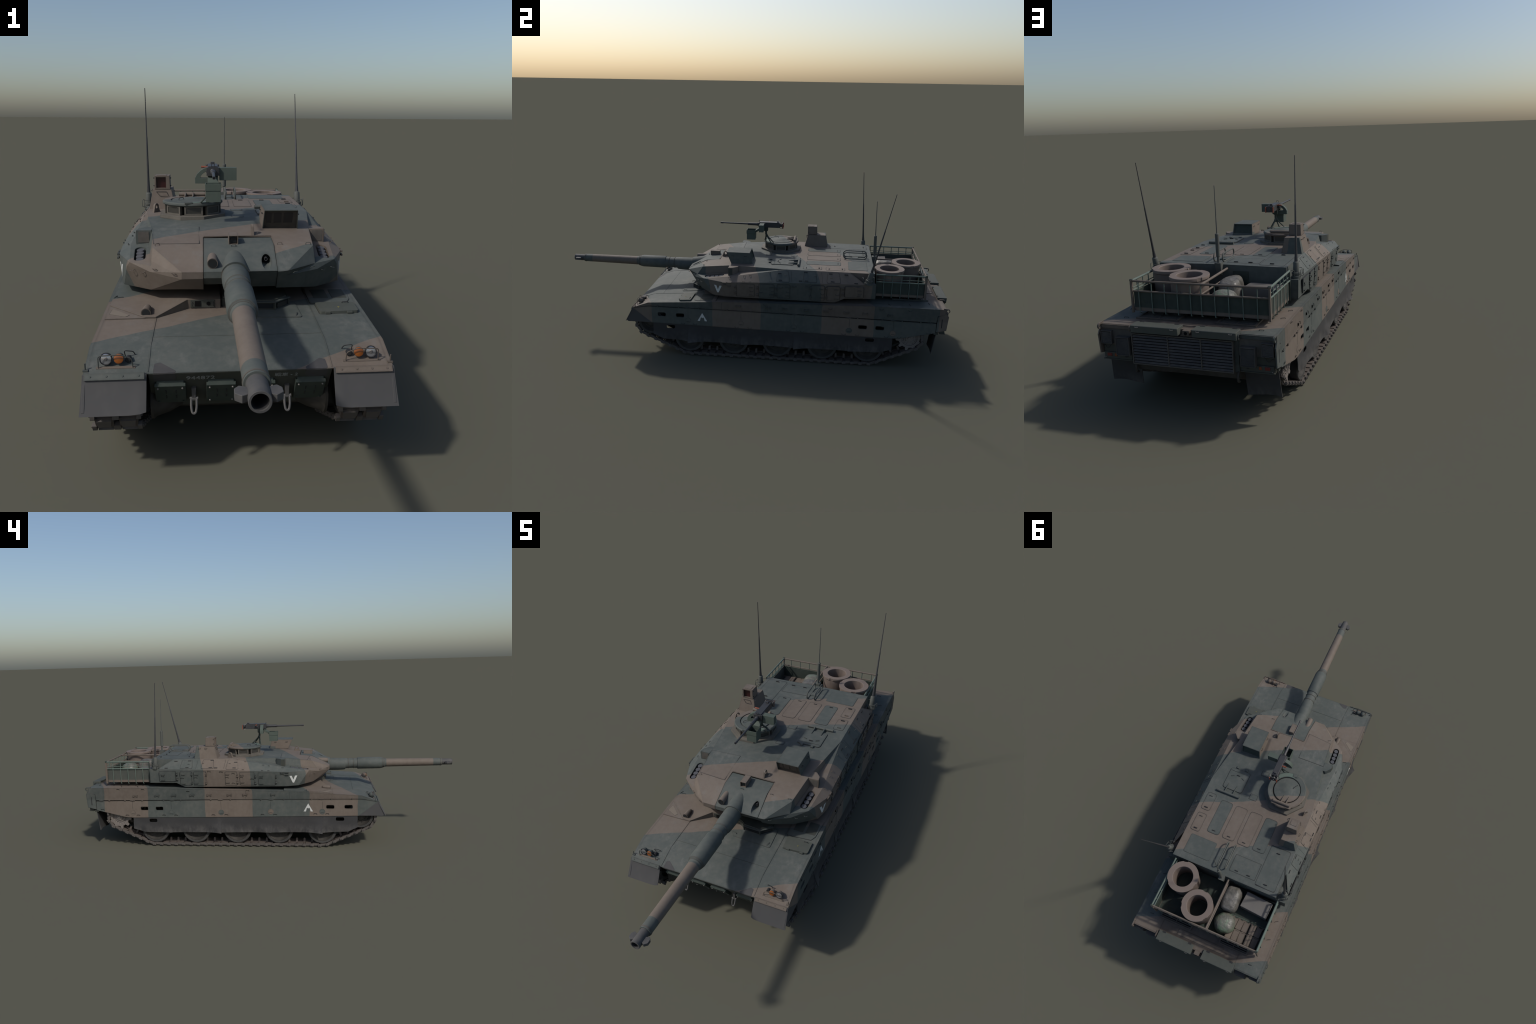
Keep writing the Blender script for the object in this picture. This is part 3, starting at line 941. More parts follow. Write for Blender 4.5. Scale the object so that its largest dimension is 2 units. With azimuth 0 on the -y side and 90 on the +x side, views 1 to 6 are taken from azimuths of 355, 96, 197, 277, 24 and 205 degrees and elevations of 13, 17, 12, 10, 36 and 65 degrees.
for x0, x1 in ((0.056, 0.222), (-0.232, -0.084)):
    add("engine_grating", grating(x0, x1, 0.72, 0.897, 0.321, 1), CAMO, hull)
    for i in range(16):
        y = 0.735 + 0.0098 * i
        add("grating_bar", box(x0 + 0.008, x1 - 0.008, y, y + 0.0055, 0.3190, 0.3245), M_STERN, hull, smooth=0)
    add("grating_floor", box(x0 + 0.004, x1 - 0.004, 0.724, 0.893, 0.316, 0.3222), M_BLACK, hull)
for x, y, a in ((0.262, 0.895, 0.1), (-0.262, 0.925, 0.1), (0.292, 0.80, 0.5), (-0.296, 0.79, 0.5), (-0.297, 0.70, 0.6), (0.297, 0.70, 0.6)):
    deck_handle.at((x, y, deck(y)), (1, a, 0), (0, 0, 1), M_DARK)
add("deck_step", box(-0.12, 0.11, 0.905, 0.935, 0.318, 0.3236), CAMO, hull, bevel=0.001)
# stern bins with the camera between them
for x0, x1 in ((0.012, 0.190), (-0.197, -0.040)):
    prof = [(0.947, 0.3315), (0.9905, 0.3315), (0.9925, 0.3295), (0.9905, 0.3050), (0.965, 0.3020), (0.947, 0.310)]
    add("stern_bin", prism(prof, "x", x0, x1), M_OLIVE, hull, bevel=0.0015)
    for k in (0.12, 0.86):
        x = x0 + (x1 - x0) * k
        add("bin_latch", sweep(fillet([(x - 0.006, 0.991, 0.3275), (x - 0.005, 0.9945, 0.3255), (x + 0.005, 0.9945, 0.3255), (x + 0.006, 0.991, 0.3275)], 0.002, 3), 0.0009, 6), M_BOLT, hull)
        add("bin_hinge", box(x - 0.008, x + 0.008, 0.9450, 0.9530, 0.3300, 0.3328), M_DARK, hull)
add("camera", box(-0.027, -0.001, 0.962, 0.9840, 0.3060, 0.3235), CAMO, hull, bevel=0.0015)
add("camera_lens", cyl((-0.014, 0.983, 0.3140), (-0.014, 0.9852, 0.3140), 0.0058, 20), M_BLACK, hull)
add("camera_shelf", box(-0.036, 0.008, 0.955, 0.978, 0.3015, 0.3060), CAMO, hull)

# central exhaust grille: frame, posts and slanted slats
gx0, gx1, gz0, gz1 = -0.1795, 0.1965, 0.1855, 0.2985
frame_parts = [box(gx0, gx1, 0.9665, 0.9800, gz1 - 0.004, gz1), box(gx0, gx1, 0.9665, 0.9800, gz0, gz0 + 0.004)]
for x in (gx0, 0.058 - 0.0017, -0.064 - 0.0017, gx1 - 0.0034):
    frame_parts.append(box(x, x + 0.0034, 0.9667, 0.9805, gz0 + 0.004, gz1 - 0.004))
grille = add("exhaust_grille", join(frame_parts), M_STERN, hull, smooth=0)
add("grille_liner", box(gx0 + 0.002, gx1 - 0.002, 0.9660, 0.9672, gz0 + 0.002, gz1 - 0.002), M_BLACK, hull)
slat0 = None
NS = 10
for a, b in ((gx0 + 0.0036, -0.0659), (-0.0621, 0.0561), (0.0599, gx1 - 0.0036)):
    me = prism([(0.9775, 0.0004), (0.9792, 0.0010), (0.9762, 0.0072), (0.9735, 0.0076)], "x", a, b)
    src = add("grille_slat", me, M_SLAT, hull, smooth=0)
    for i in range(NS):
        z = gz0 + 0.0045 + (gz1 - gz0 - 0.009) / NS * i
        if i == 0:
            src.location = (0, 0, z)
        else:
            put(src, Matrix.Translation((0, 0, z)), hull)


def louvre_box(name, x0, x1, y0, y1, z0, z1, n):
    shell = boolean(box(x0, x1, y0, y1, z0, z1), [box(x0 + 0.003, x1 - 0.003, y1 - 0.006, y1 + 0.02, z0 + 0.003, z1 - 0.003)])
    ob = add(name, shell, M_REAR, hull, bevel=0.0005, seg=1)
    add("louvre_liner", box(x0 + 0.0032, x1 - 0.0032, y1 - 0.0068, y1 - 0.0055, z0 + 0.0032, z1 - 0.0032), M_BLACK, hull)
    parts = []
    for i in range(n):
        z = z0 + 0.0042 + (z1 - z0 - 0.0084) * (i + 0.5) / n
        h = (z1 - z0) / n
        parts.append(prism([(y1 - 0.0012, z - h * 0.40), (y1 - 0.0004, z - h * 0.30), (y1 - 0.0024, z + h * 0.18), (y1 - 0.0034, z + h * 0.10)], "x", x0 + 0.0033, x1 - 0.0033))
    s = add("louvre_slats", join(parts), M_STERN, hull, smooth=0)
    s["kind"] = "stuff"


for sgn in (1, -1):
    q = lambda a, b: sorted((sgn * a, sgn * b))
    a, b = q(0.276, 0.319)
    louvre_box("louvre_box", a, b, 0.962, 0.9790, 0.2510, 0.2985, 10)
    a, b = q(0.205, 0.2570)
    louvre_box("louvre_box", a, b, 0.955, 0.9860, 0.2145, 0.2815, 20)
    a, b = q(0.196, 0.3185)
    add("stern_panel", box(a, b, 0.945, 0.9640, 0.192, 0.262), M_FRONT, hull, bevel=0.001)
    add("stern_wall", box(*q(0.1985, 0.3185), 0.9640, 0.9672, 0.2470, 0.3060), M_STERN, hull, bevel=0.0006, seg=1)
    add("deck_flange", box(*q(0.1985, 0.3185), 0.9640, 0.9700, 0.3060, 0.3200), CAMO, hull, bevel=0.0008)
    a, b = q(0.205, 0.3150)
    add("lamp_panel", box(a, b, 0.955, 0.9700, 0.1945, 0.2175), M_FRONT, hull, bevel=0.0008)
    add("stern_lip", box(*q(0.200, 0.3185), 0.950, 0.9725, 0.1915, 0.1945), M_FRONT, hull)
    add("tail_lamp", box(*q(0.2850, 0.3030), 0.968, 0.9722, 0.2035, 0.2145), M_REDLENS, hull, bevel=0.001)
    add("tail_lamp", box(*q(0.2640, 0.2735), 0.968, 0.9722, 0.2035, 0.2145), M_REARORANGE, hull, bevel=0.001)
    add("marker_plug", cyl((sgn * 0.226, 0.968, 0.2085), (sgn * 0.226, 0.9730, 0.2085), 0.0055, 14), M_DARK, hull)
    add("lamp_bolt", cyl((sgn * 0.3105, 0.968, 0.1985), (sgn * 0.3105, 0.9725, 0.1985), 0.0015, 8), M_BOLT, hull)
    cab = [(sgn * 0.281, 0.968, 0.2455), (sgn * 0.288, 0.9700, 0.2450), (sgn * 0.293, 0.9705, 0.2340), (sgn * 0.304, 0.9705, 0.2330), (sgn * 0.308, 0.9700, 0.2430), (sgn * 0.316, 0.968, 0.2440)]
    add("cable", sweep(fillet(cab, 0.006, 4), 0.0011, 6), M_DARK, hull)
    # side plate standing out behind the skirt
    sp = [(0.9705, 0.3030), (0.9305, 0.2835), (0.9270, 0.2030), (0.9750, 0.2145), (0.9815, 0.2850)]
    add("stern_side_plate", prism(sp, "x", *q(0.3235, 0.3290)), CAMO, hull, bevel=0.0007, seg=1)
    add("side_plate_slot", box(*q(0.3280, 0.3296), 0.9490, 0.9535, 0.2270, 0.2720), M_DARK, hull, bevel=0.0004, seg=1)
    # lifting eyes on the upper corners
    for x in (0.3225, 0.1985):
        eye = prism([(0.955, 0.3085), (0.955, 0.3265)] + [(0.9745 + 0.0105 * cos(t), 0.3140 + 0.0110 * sin(t)) for t in [radians(90 - 180 * i / 12) for i in range(13)]], "x", *q(x - 0.0035, x + 0.0035), holes=[circle((0.9755, 0.3140), 0.0058, 14)])
        add("lifting_eye", eye, CAMO, hull, bevel=0.0005, seg=1)
    # towing hooks under the stern
    add("tow_hook", sweep(fillet([(sgn * 0.190, 0.960, 0.190), (sgn * 0.190, 0.972, 0.175), (sgn * 0.190, 0.972, 0.155), (sgn * 0.190, 0.960, 0.150)], 0.006, 4), 0.0045, 8), M_WHEEL, hull)
    # bracket under the skirt end
    add("flap_bracket", box(*q(0.212, 0.322), 0.918, 0.940, 0.1880, 0.1985), M_FRONT, hull, bevel=0.001)
# chevrons on hull
def chevron(cy, cz, w, h, t, down=False):
    s = -1 if down else 1
    if down:
        p = [(cy - w / 2, cz + h / 2), (cy - w / 2 + t, cz + h / 2), (cy, cz - h / 2 + 0.016), (cy + w / 2 - t, cz + h / 2), (cy + w / 2, cz + h / 2), (cy + 0.0035, cz - h / 2), (cy - 0.0035, cz - h / 2)]
        return p
    k = t * 1.05
    return [(cy, cz + h / 2), (cy + w / 2, cz - h / 2), (cy + w / 2 - k, cz - h / 2), (cy + 0.0078, cz - h * 0.10), (cy + 0.0040, cz - h * 0.03), (cy, cz - h * 0.14), (cy - 0.0040, cz - h * 0.03), (cy - 0.0078, cz - h * 0.10), (cy - w / 2 + k, cz - h / 2), (cy - w / 2, cz - h / 2)]


both("white_chevron", prism(chevron(-0.2175, 0.2160, 0.0485, 0.0425, 0.0115), "x", SIDE - 0.001, SIDE + 0.0006), M_WHITE, hull, smooth=0)
# ------------------------------------------------------------------ running gear
WHEELS = [0.608, 0.384, 0.161, -0.062, -0.289]
WZ, WR = 0.0915, 0.0752
IDLER, IR = (-0.488, 0.1690), 0.0665
SPROCKET, SR = (0.808, 0.1560), 0.0560
XC = 0.2680  # middle plane of a track


def disc_wheel(r, dish):
    """one half of a double wheel, outer face at +x: tyre and rim are separate meshes"""
    tyre = lathe([(-0.017, r - 0.013), (-0.0175, r - 0.003), (-0.0145, r), (0.0145, r), (0.0175, r - 0.003), (0.017, r - 0.013)], n=48, direction=(1, 0, 0), closed=True)
    rim = lathe([(-0.015, r - 0.0125), (0.0158, r - 0.0125), (0.0166, r - 0.0150), (0.0110, r - 0.0180), (0.0020, r - 0.025), (-0.0015 + dish, 0.026), (0.0070 + dish, 0.0235), (0.0140 + dish, 0.0225), (0.0150 + dish, 0.0180), (0.0150 + dish, 0.0), (-0.015, 0.0)], n=48, direction=(1, 0, 0))
    bolts = [cyl((0.0055, 0.034 * cos(a), 0.034 * sin(a)), (0.0105, 0.034 * cos(a), 0.034 * sin(a)), 0.0028, 8) for a in [2 * pi * i / 10 for i in range(10)]]
    bolts += [cyl((0.012, 0.0165 * cos(a), 0.0165 * sin(a)), (0.0165 + dish, 0.0165 * cos(a), 0.0165 * sin(a)), 0.0015, 6) for a in [2 * pi * i / 8 for i in range(8)]]
    return tyre, join([rim] + bolts)


ty, rm = disc_wheel(WR, 0.0)
inner_rim = lathe([(-0.015, WR - 0.0125), (0.015, WR - 0.0125), (0.010, WR - 0.018), (0.004, 0.02), (0.004, 0.0), (-0.004, 0.0), (-0.004, 0.02), (-0.010, WR - 0.018)], n=40, direction=(1, 0, 0))


def add_shared(name, me, mat, parent):
    ob = bpy.data.objects.new(name, me)
    COL.objects.link(ob)
    ob.parent = parent
    return ob


first = {}
for sgn in (1, -1):
    for y in WHEELS:
        M = Matrix.Translation((sgn * 0.2935, y, WZ)) @ Matrix.Diagonal((sgn, 1, 1, 1)) @ Matrix.Rotation(random.uniform(0, 6.28), 4, "X")
        if not first:
            w = add("road_wheel", rm, M_WHEEL, root, smooth=38)
            t = add("tyre", ty, M_TYRE, w, smooth=38)
            k = add("rim", inner_rim, M_WHEEL, w, smooth=38)
            first = dict(w=w, t=t, k=k)
        else:
            w = add_shared("road_wheel", rm, None, root)
            t = add_shared("tyre", ty, None, w)
            k = add_shared("rim", inner_rim, None, w)
        w.matrix_local = M
        k.matrix_local = Matrix.Translation((-0.052, 0, 0))
        i = add_shared("tyre", ty, None, w)
        i.matrix_local = Matrix.Translation((-0.052, 0, 0))
        arm = prism([(y - 0.012, WZ - 0.012), (y + 0.012, WZ - 0.012), (y - 0.05, 0.145), (y - 0.08, 0.145), (y - 0.08, 0.115)], "x", *sorted((sgn * 0.198, sgn * 0.214)))
        add("swing_arm", arm, M_WHEEL, root, bevel=0.002)

ity, irm = disc_wheel(IR, 0.0)
for k, sgn in enumerate((1, -1)):
    M = Matrix.Translation((sgn * 0.2935, IDLER[0], IDLER[1])) @ Matrix.Diagonal((sgn, 1, 1, 1))
    if k == 0:
        w = add("idler_wheel", irm, M_WHEEL, root, smooth=38)
        add("tyre", ity, M_TYRE, w, smooth=38)
    else:
        w = add_shared("idler_wheel", irm, None, root)
        add_shared("tyre", ity, None, w)
    w.matrix_local = M
    for me in (ity, irm):
        o = add_shared("rim" if me is irm else "tyre", me, None, w)
        o.matrix_local = Matrix.Translation((-0.052, 0, 0)) @ Matrix.Diagonal((-1, 1, 1, 1))


def gear_ring(r_in, r_root, r_tip, teeth, x0, x1):
    pts = []
    for i in range(teeth):
        a = 2 * pi * i / teeth
        s = 2 * pi / teeth
        for f, r in ((-0.5, r_root), (-0.27, r_root), (-0.20, r_root + 0.004), (-0.15, r_tip - 0.002), (-0.08, r_tip), (0.08, r_tip), (0.15, r_tip - 0.002), (0.20, r_root + 0.004), (0.27, r_root)):
            pts.append((r * cos(a + f * s), r * sin(a + f * s)))
    return prism(pts, "x", x0, x1, holes=[list(reversed(circle((0, 0), r_in, 40)))])


spm = join([gear_ring(0.040, 0.0515, 0.0655, 10, 0.013, 0.022), gear_ring(0.040, 0.0515, 0.0655, 10, -0.056, -0.047),
            lathe([(-0.056, 0.041), (0.0165, 0.0445), (0.0225, 0.0445), (0.0225, 0.0415), (0.0165, 0.040), (0.0150, 0.030), (0.0190, 0.0285), (0.0190, 0.0180), (0.0240, 0.0170), (0.0250, 0.0080), (0.0290, 0.0070), (0.0290, 0.0), (-0.056, 0.0)], n=48, direction=(1, 0, 0))]
           + [cyl((0.014, 0.0355 * cos(a), 0.0355 * sin(a)), (0.0190, 0.0355 * cos(a), 0.0355 * sin(a)), 0.0024, 8) for a in [2 * pi * i / 16 for i in range(16)]]
           + [cyl((0.018, 0.0232 * cos(a), 0.0232 * sin(a)), (0.0215, 0.0232 * cos(a), 0.0232 * sin(a)), 0.0020, 8) for a in [2 * pi * i / 10 for i in range(10)]]
           + [cyl((0.021, 0.0480 * cos(a), 0.0480 * sin(a)), (0.0235, 0.0480 * cos(a), 0.0480 * sin(a)), 0.0013, 6) for a in [2 * pi * i / 30 for i in range(30)]])
for k, sgn in enumerate((1, -1)):
    w = add("drive_sprocket", spm, M_SPROCKET, root, smooth=35) if k == 0 else add_shared("drive_sprocket", spm, None, root)
    w.matrix_local = Matrix.Translation((sgn * 0.2850, *SPROCKET)) @ Matrix.Diagonal((sgn, 1, 1, 1)) @ Matrix.Rotation(radians(9), 4, "X")
    add("final_drive", lathe([(0, 0.052), (0.016, 0.052), (0.024, 0.045), (0.06, 0.03), (0.10, 0.03)], (sgn * 0.185, *SPROCKET), (sgn, 0, 0), 28), M_WHEEL, root)

# ------------------------------------------------------------------ tracks: single links laid on a belt round the wheels
def hull2d(pts):
    pts = sorted(set(pts))

    def half(ps):
        h = []
        for p in ps:
            while len(h) > 1 and (h[-1][0] - h[-2][0]) * (p[1] - h[-2][1]) - (h[-1][1] - h[-2][1]) * (p[0] - h[-2][0]) <= 0:
                h.pop()
            h.append(p)
        return h[:-1]

    return half(pts) + half(pts[::-1])


belt = []
for (cy, cz), r in [(IDLER, IR + 0.0065), (SPROCKET, SR + 0.004), ((WHEELS[0], WZ), WR + 0.0065), ((WHEELS[-1], WZ), WR + 0.0065)]:
    belt += [(cy + r * cos(2 * pi * i / 180), cz + r * sin(2 * pi * i / 180)) for i in range(180)]
belt = hull2d(belt)


def resample(loop, n):
    L = [0.0]
    k = len(loop)
    for i in range(k):
        a, b = loop[i], loop[(i + 1) % k]
        L.append(L[-1] + sqrt((a[0] - b[0]) ** 2 + (a[1] - b[1]) ** 2))
    out = []
    for j in range(n):
        d = L[-1] * j / n
        i = max(q for q in range(k) if L[q] <= d)
        t = (d - L[i]) / (L[i + 1] - L[i])
        a, b = loop[i], loop[(i + 1) % k]
        out.append(((a[0] + (b[0] - a[0]) * t, a[1] + (b[1] - a[1]) * t), ((b[0] - a[0]), (b[1] - a[1]))))
    return out, L[-1]


_, length = resample(belt, 2)
NL = int(round(length / 0.0405))
links, _ = resample(belt, NL)
P = length / NL


def link_mesh():
    """x across, y along the belt, z outwards"""
    hp = P / 2
    parts = []
    for sx in (1, -1):
        x0, x1 = sorted((sx * 0.0065, sx * 0.0455))
        parts.append(box(x0, x1, -hp * 0.74, hp * 0.74, -0.0055, 0.0045))
        parts.append(prism([(x0 + 0.003, -hp * 0.60), (x1 - 0.003, -hp * 0.60), (x1 - 0.006, hp * 0.60), (x0 + 0.006, hp * 0.60)], "z", 0.0045, 0.0098))
        # end connector with its bolt
        a, b = sorted((sx * 0.0440, sx * 0.0535))
        parts.append(prism(rrect(-hp * 0.46 + hp, hp * 0.46 + hp, -0.0060, 0.0070, 0.004, 3), "x", a, b))
        parts.append(cyl((sx * 0.0530, hp, 0.001), (sx * 0.0565, hp, 0.001), 0.0034, 8))
    # guide horn and centre connector
    parts.append(hexa([(-0.0060, hp - 0.0060, -0.004), (0.0060, hp - 0.0060, -0.004), (0.0060, hp + 0.0060, -0.004), (-0.0060, hp + 0.0060, -0.004)], [(-0.0032, hp - 0.0042, -0.0250), (0.0032, hp - 0.0042, -0.0250), (0.0032, hp + 0.0042, -0.0250), (-0.0032, hp + 0.0042, -0.0250)]))
    parts.append(box(-0.0070, 0.0070, hp - 0.0085, hp + 0.0085, -0.005, 0.0060))
    parts.append(cyl((-0.046, hp, 0.0), (0.046, hp, 0.0), 0.0034, 8))
    return join(parts)


lm = link_mesh()
link_src = None
for sgn in (1, -1):
    track = bpy.data.objects.new("track", None)
    COL.objects.link(track)
    track.parent = root
    track.empty_display_size = 0.05
    for (py, pz), (ty_, tz_) in links:
        t = Vector((0, ty_, tz_)).normalized()
        nrm = Vector((0, t.z, -t.y))  # belt runs counter-clockwise: outside is to the right
        M = Matrix(((1, 0, 0), t, nrm)).transposed().to_4x4()
        M.translation = (sgn * XC, py, pz)
        if link_src is None:
            link_src = add("track_link", lm, M_STEEL, track, smooth=30)
            link_src.matrix_local = M
            lm.materials.append(M_PAD)
            for q in lm.polygons:
                q.material_index = 1 if (abs(q.center.x) > 0.0438 or q.center.z > 0.0046) else 0
        else:
            put(link_src, M, track)
# ------------------------------------------------------------------ turret body
ROOF = [(-0.238, 0.4455), (-0.171, 0.4545), (-0.06, 0.4655), (0.0, 0.4675), (0.625, 0.4660)]


def roof(y):
    return lerp_table(ROOF, y)


def turret_body():
    V, F, ix = [], [], {}

    def v(key, p):
        ix[key] = len(V)
        V.append(p)

    cl = {"C0": (0, 0.625, 0.4670), "C1": (0, -0.03, 0.4690), "C2": (0, -0.171, 0.4565), "C3": (0, -0.238, 0.4475), "NC": (0, -0.3315, 0.4000), "NL": (0, -0.3315, 0.3830), "UC": (0, -0.303, 0.3460), "BC": (0, -0.10, 0.3240), "BD": (0, 0.436, 0.3220), "BE": (0, 0.481, 0.3440), "BR": (0, 0.625, 0.3440)}
    for k, p in cl.items():
        v(k, p)
    half = {
        "R0": (0.2635, 0.625, 0.4640), "R1": (0.2645, 0.505, 0.4650), "R2": (0.2645, 0.194, 0.4665), "R3": (0.2225, -0.085, 0.4610), "R4": (0.2090, -0.2360, 0.4435),
        "S0": (0.2110, -0.2640, 0.4015), "S1": (0.2700, -0.2220, 0.4015), "S2": (0.2815, -0.0840, 0.4215),
        "N1": (0.1310, -0.3300, 0.4000), "N2": (0.1310, -0.3300, 0.3825), "L1": (0.2140, -0.2700, 0.3870), "SO": (0.2790, -0.2120, 0.3880),
        "H0": (0.3090, 0.625, 0.4200), "H5": (0.3040, 0.582, 0.4195), "H1": (0.3125, 0.210, 0.4130), "H2": (0.3135, -0.040, 0.4035), "H3": (0.3110, -0.115, 0.4000),
        "Q1": (0.2650, 0.505, 0.4190), "Q0": (0.2640, 0.625, 0.4190),
        "U1": (0.1350, -0.2920, 0.3460), "U2": (0.2160, -0.2410, 0.3310), "U3": (0.2940, -0.1680, 0.3265),
        "B2": (0.3075, -0.100, 0.3240), "B1": (0.3075, 0.436, 0.3220), "B3": (0.3075, 0.481, 0.3440), "B0": (0.3065, 0.625, 0.3450),
    }
    for s in (1, -1):
        for k, p in half.items():
            p = list(p)
            if s > 0 and k == "N2":
                p = [0.1320, -0.3180, 0.3840]
            if s > 0 and k == "H0":
                p = [0.2930, 0.632, 0.4200]
            if s > 0 and k == "B0":
                p = [0.2920, 0.632, 0.3450]
            v((k, s), (p[0] * s, p[1], p[2]))

        def f(*keys):
            F.append([ix[k] if k in cl else ix[(k, s)] for k in keys])

        f("C0", "R0", "R1", "R2", "C1")
        f("C1", "R2", "R3")
        f("C1", "R3", "R4", "C2")
        f("C2", "R4", "C3")
        f("C3", "R4", "N1", "NC")
        f("R4", "S0", "N1")
        f("R4", "R3", "S0")
        f("R3", "R2", "S0")
        f("S0", "R2", "S2")
        f("S0", "S2", "S1")
        f("NC", "N1", "N2", "NL")
        f("N1", "S0", "L1", "N2")
        f("S0", "S1", "SO", "L1")
        f("S1", "S2", "H3", "SO")
        f("S2", "H2", "H3")
        f("S2", "R2", "H1", "H2")
        f("R2", "R1", "H5", "H1")
        f("R1", "Q1", "H5")
        f("R1", "R0", "Q0", "Q1")
        f("Q1", "Q0", "H0", "H5")
        f("H5", "H0", "B0", "B3")
        f("H5", "B3", "B1", "H1")
        f("H1", "B1", "B2", "H2")
        f("H2", "B2", "H3")
        f("H3", "B2", "U3", "SO")
        f("SO", "U3", "U2", "L1")
        f("L1", "U2", "N2")
        f("N2", "U2", "U1")
        f("NL", "N2", "U1", "UC")
        f("UC", "U1", "U2", "U3", "B2", "BC")
        f("BC", "B2", "B1", "BD")
        f("BD", "B1", "B3", "BE")
        f("BE", "B3", "B0", "BR")
        f("BR", "B0", "H0", "Q0", "R0", "C0")
    me = mesh("turret", V, F)
    bm = bmesh.new()
    bm.from_mesh(me)
    bmesh.ops.remove_doubles(bm, verts=bm.verts, dist=1e-6)
    bmesh.ops.triangulate(bm, faces=bm.faces)
    bmesh.ops.recalc_face_normals(bm, faces=bm.faces)
    bm.to_mesh(me)
    bm.free()
    return me


MX0, MX1 = -0.0785, 0.1055


def shelf_z(x, y):
    # plane through the launcher shelf
    a, b, c = Vector((0.2110, -0.2640, 0.4015)), Vector((0.2700, -0.2220, 0.4015)), Vector((0.2815, -0.0840, 0.4215))
    n = (b - a).cross(c - a)
    return a.z - (n.x * (abs(x) - a.x) + n.y * (y - a.y)) / n.z


LAUNCH = [(0.2455, -0.2030), (0.2478, -0.1800), (0.2490, -0.1575), (0.2500, -0.1350)]


def capsule(c0, c1, r, n=10):
    a, b = Vector(c0), Vector(c1)
    d = (b - a).normalized()
    ang = atan2(d.y, d.x)
    return [tuple(b + Vector((cos(ang - pi / 2 + pi * i / n), sin(ang - pi / 2 + pi * i / n))) * r) for i in range(n + 1)] + [tuple(a + Vector((cos(ang + pi / 2 + pi * i / n), sin(ang + pi / 2 + pi * i / n))) * r) for i in range(n + 1)]


cut = [box(MX0, MX1, -0.50, -0.1690, 0.30, 0.52)]
for s in (1, -1):
    cut.append(prism(capsule((s * LAUNCH[0][0], LAUNCH[0][1]), (s * LAUNCH[3][0], LAUNCH[3][1]), 0.0150), "z", 0.399, 0.45))
body = boolean(turret_body(), cut)
_bm = bmesh.new()
_bm.from_mesh(body)
SURF = BVHTree.FromBMesh(_bm)
_bm.free()


def surf_z(x, y, z0=0.6):
    """height of the turret skin straight below a point"""
    hit = SURF.ray_cast(Vector((x, y, z0)), Vector((0, 0, -1)))
    return hit[0].z if hit[0] is not None else roof(y)


def surf_x(y, z, s=1):
    hit = SURF.ray_cast(Vector((s * 0.6, y, z)), Vector((-s, 0, 0)))
    return hit[0].x if hit[0] is not None else s * 0.31


turret = add("turret", body, CAMO, root, bevel=0.0009, seg=2, smooth=20)
add("turret_ring", lathe([(0, 0.215), (0.030, 0.215)], (0, 0.14, 0.300), (0, 0, 1), 64), M_BLACK, turret)
add("mantlet_recess", box(MX0 + 0.002, MX1 - 0.002, -0.200, -0.1695, 0.335, 0.4440), M_BLACK, turret)

M_SENSOR = paint("sensor_face_paint", (0.085, 0.076, 0.066), var=0.6)
for s in (1, -1):
    add("launcher_well", prism(capsule((s * LAUNCH[0][0], LAUNCH[0][1]), (s * LAUNCH[3][0], LAUNCH[3][1]), 0.0153), "z", 0.3940, 0.4005), M_BLACK, turret)
    for x, y in LAUNCH:
        z = shelf_z(x, y)
        n = Vector((s * 0.10, -0.16, 1)).normalized()
        p = Vector((s * x, y, z - 0.0032))
        add("smoke_launcher", lathe([(-0.014, 0.0104), (0.0, 0.0104), (0.0008, 0.0098), (0.0008, 0.0)], p, n, 22), M_CAP, turret)
    # sensor housings behind the launchers
    poly = [(0.222, -0.096), (0.2660, -0.0965), (0.2630, -0.074), (0.2420, -0.0490), (0.222, -0.0490)]
    hs = prism([(s * x, y) for x, y in poly], "z", 0.415, 0.4615)
    add("laser_sensor", hs, CAMO, turret, bevel=0.0012)
    add("sensor_glass", prism([(s * x, y) for x, y in [(0.2655, -0.0955), (0.2665, -0.0955), (0.2638, -0.0755), (0.2628, -0.0755)]], "z", 0.424, 0.457), M_FRONT, turret)
    add("sensor_glass", prism([(s * 0.2300, -0.0972), (s * 0.2600, -0.0972), (s * 0.2600, -0.095), (s * 0.2300, -0.095)], "z", 0.4265, 0.4575), M_SENSOR, turret)

# ------------------------------------------------------------------ mantlet and gun
prof = [(-0.1705, 0.4525), (-0.238, 0.4475), (-0.3315, 0.4005), (-0.3315, 0.3845), (-0.312, 0.368), (-0.300, 0.360), (-0.1705, 0.360)]
mant = prism(prof, "x", MX0 + 0.0010, 0.0200)
under = prof[:3] + [(-0.3290, 0.3975), (-0.2920, 0.3500), (-0.1705, 0.3500)]
mant = boolean(mant, [prism(under, "x", 0.0100, MX1 - 0.0010)], "UNION")
mant = boolean(mant, [lathe([(0, 0.0135), (0.136, 0.0120)], (0.0800, -0.400, 0.4120), (0, 1, 0.045), 28)])
mantlet = add("gun_mantlet", mant, M_GREEN, root, bevel=0.0012)
add("machine_gun_port", lathe([(0, 0.0045), (0.018, 0.0045), (0.018, 0.0028), (0.002, 0.0028)], (0.0800, -0.266, 0.4190), (0, -1, 0), 16, closed=True), M_GUNMETAL, mantlet)
add("port_liner", cyl((0.080, -0.2655, 0.4185), (0.080, -0.268, 0.4185), 0.0118, 20), M_BLACK, mantlet)
add("mantlet_lip", box(MX0 + 0.001, MX1 - 0.001, -0.1690, -0.1660, 0.440, 0.4575), CAMO, turret)
hump = lathe([(0.0, 0.0345), (0.095, 0.0340), (0.12, 0.030)], (0, -0.3300, 0.3915), (0, 1, 0.165), 40)
add("gun_collar", hump, M_GREEN, mantlet)
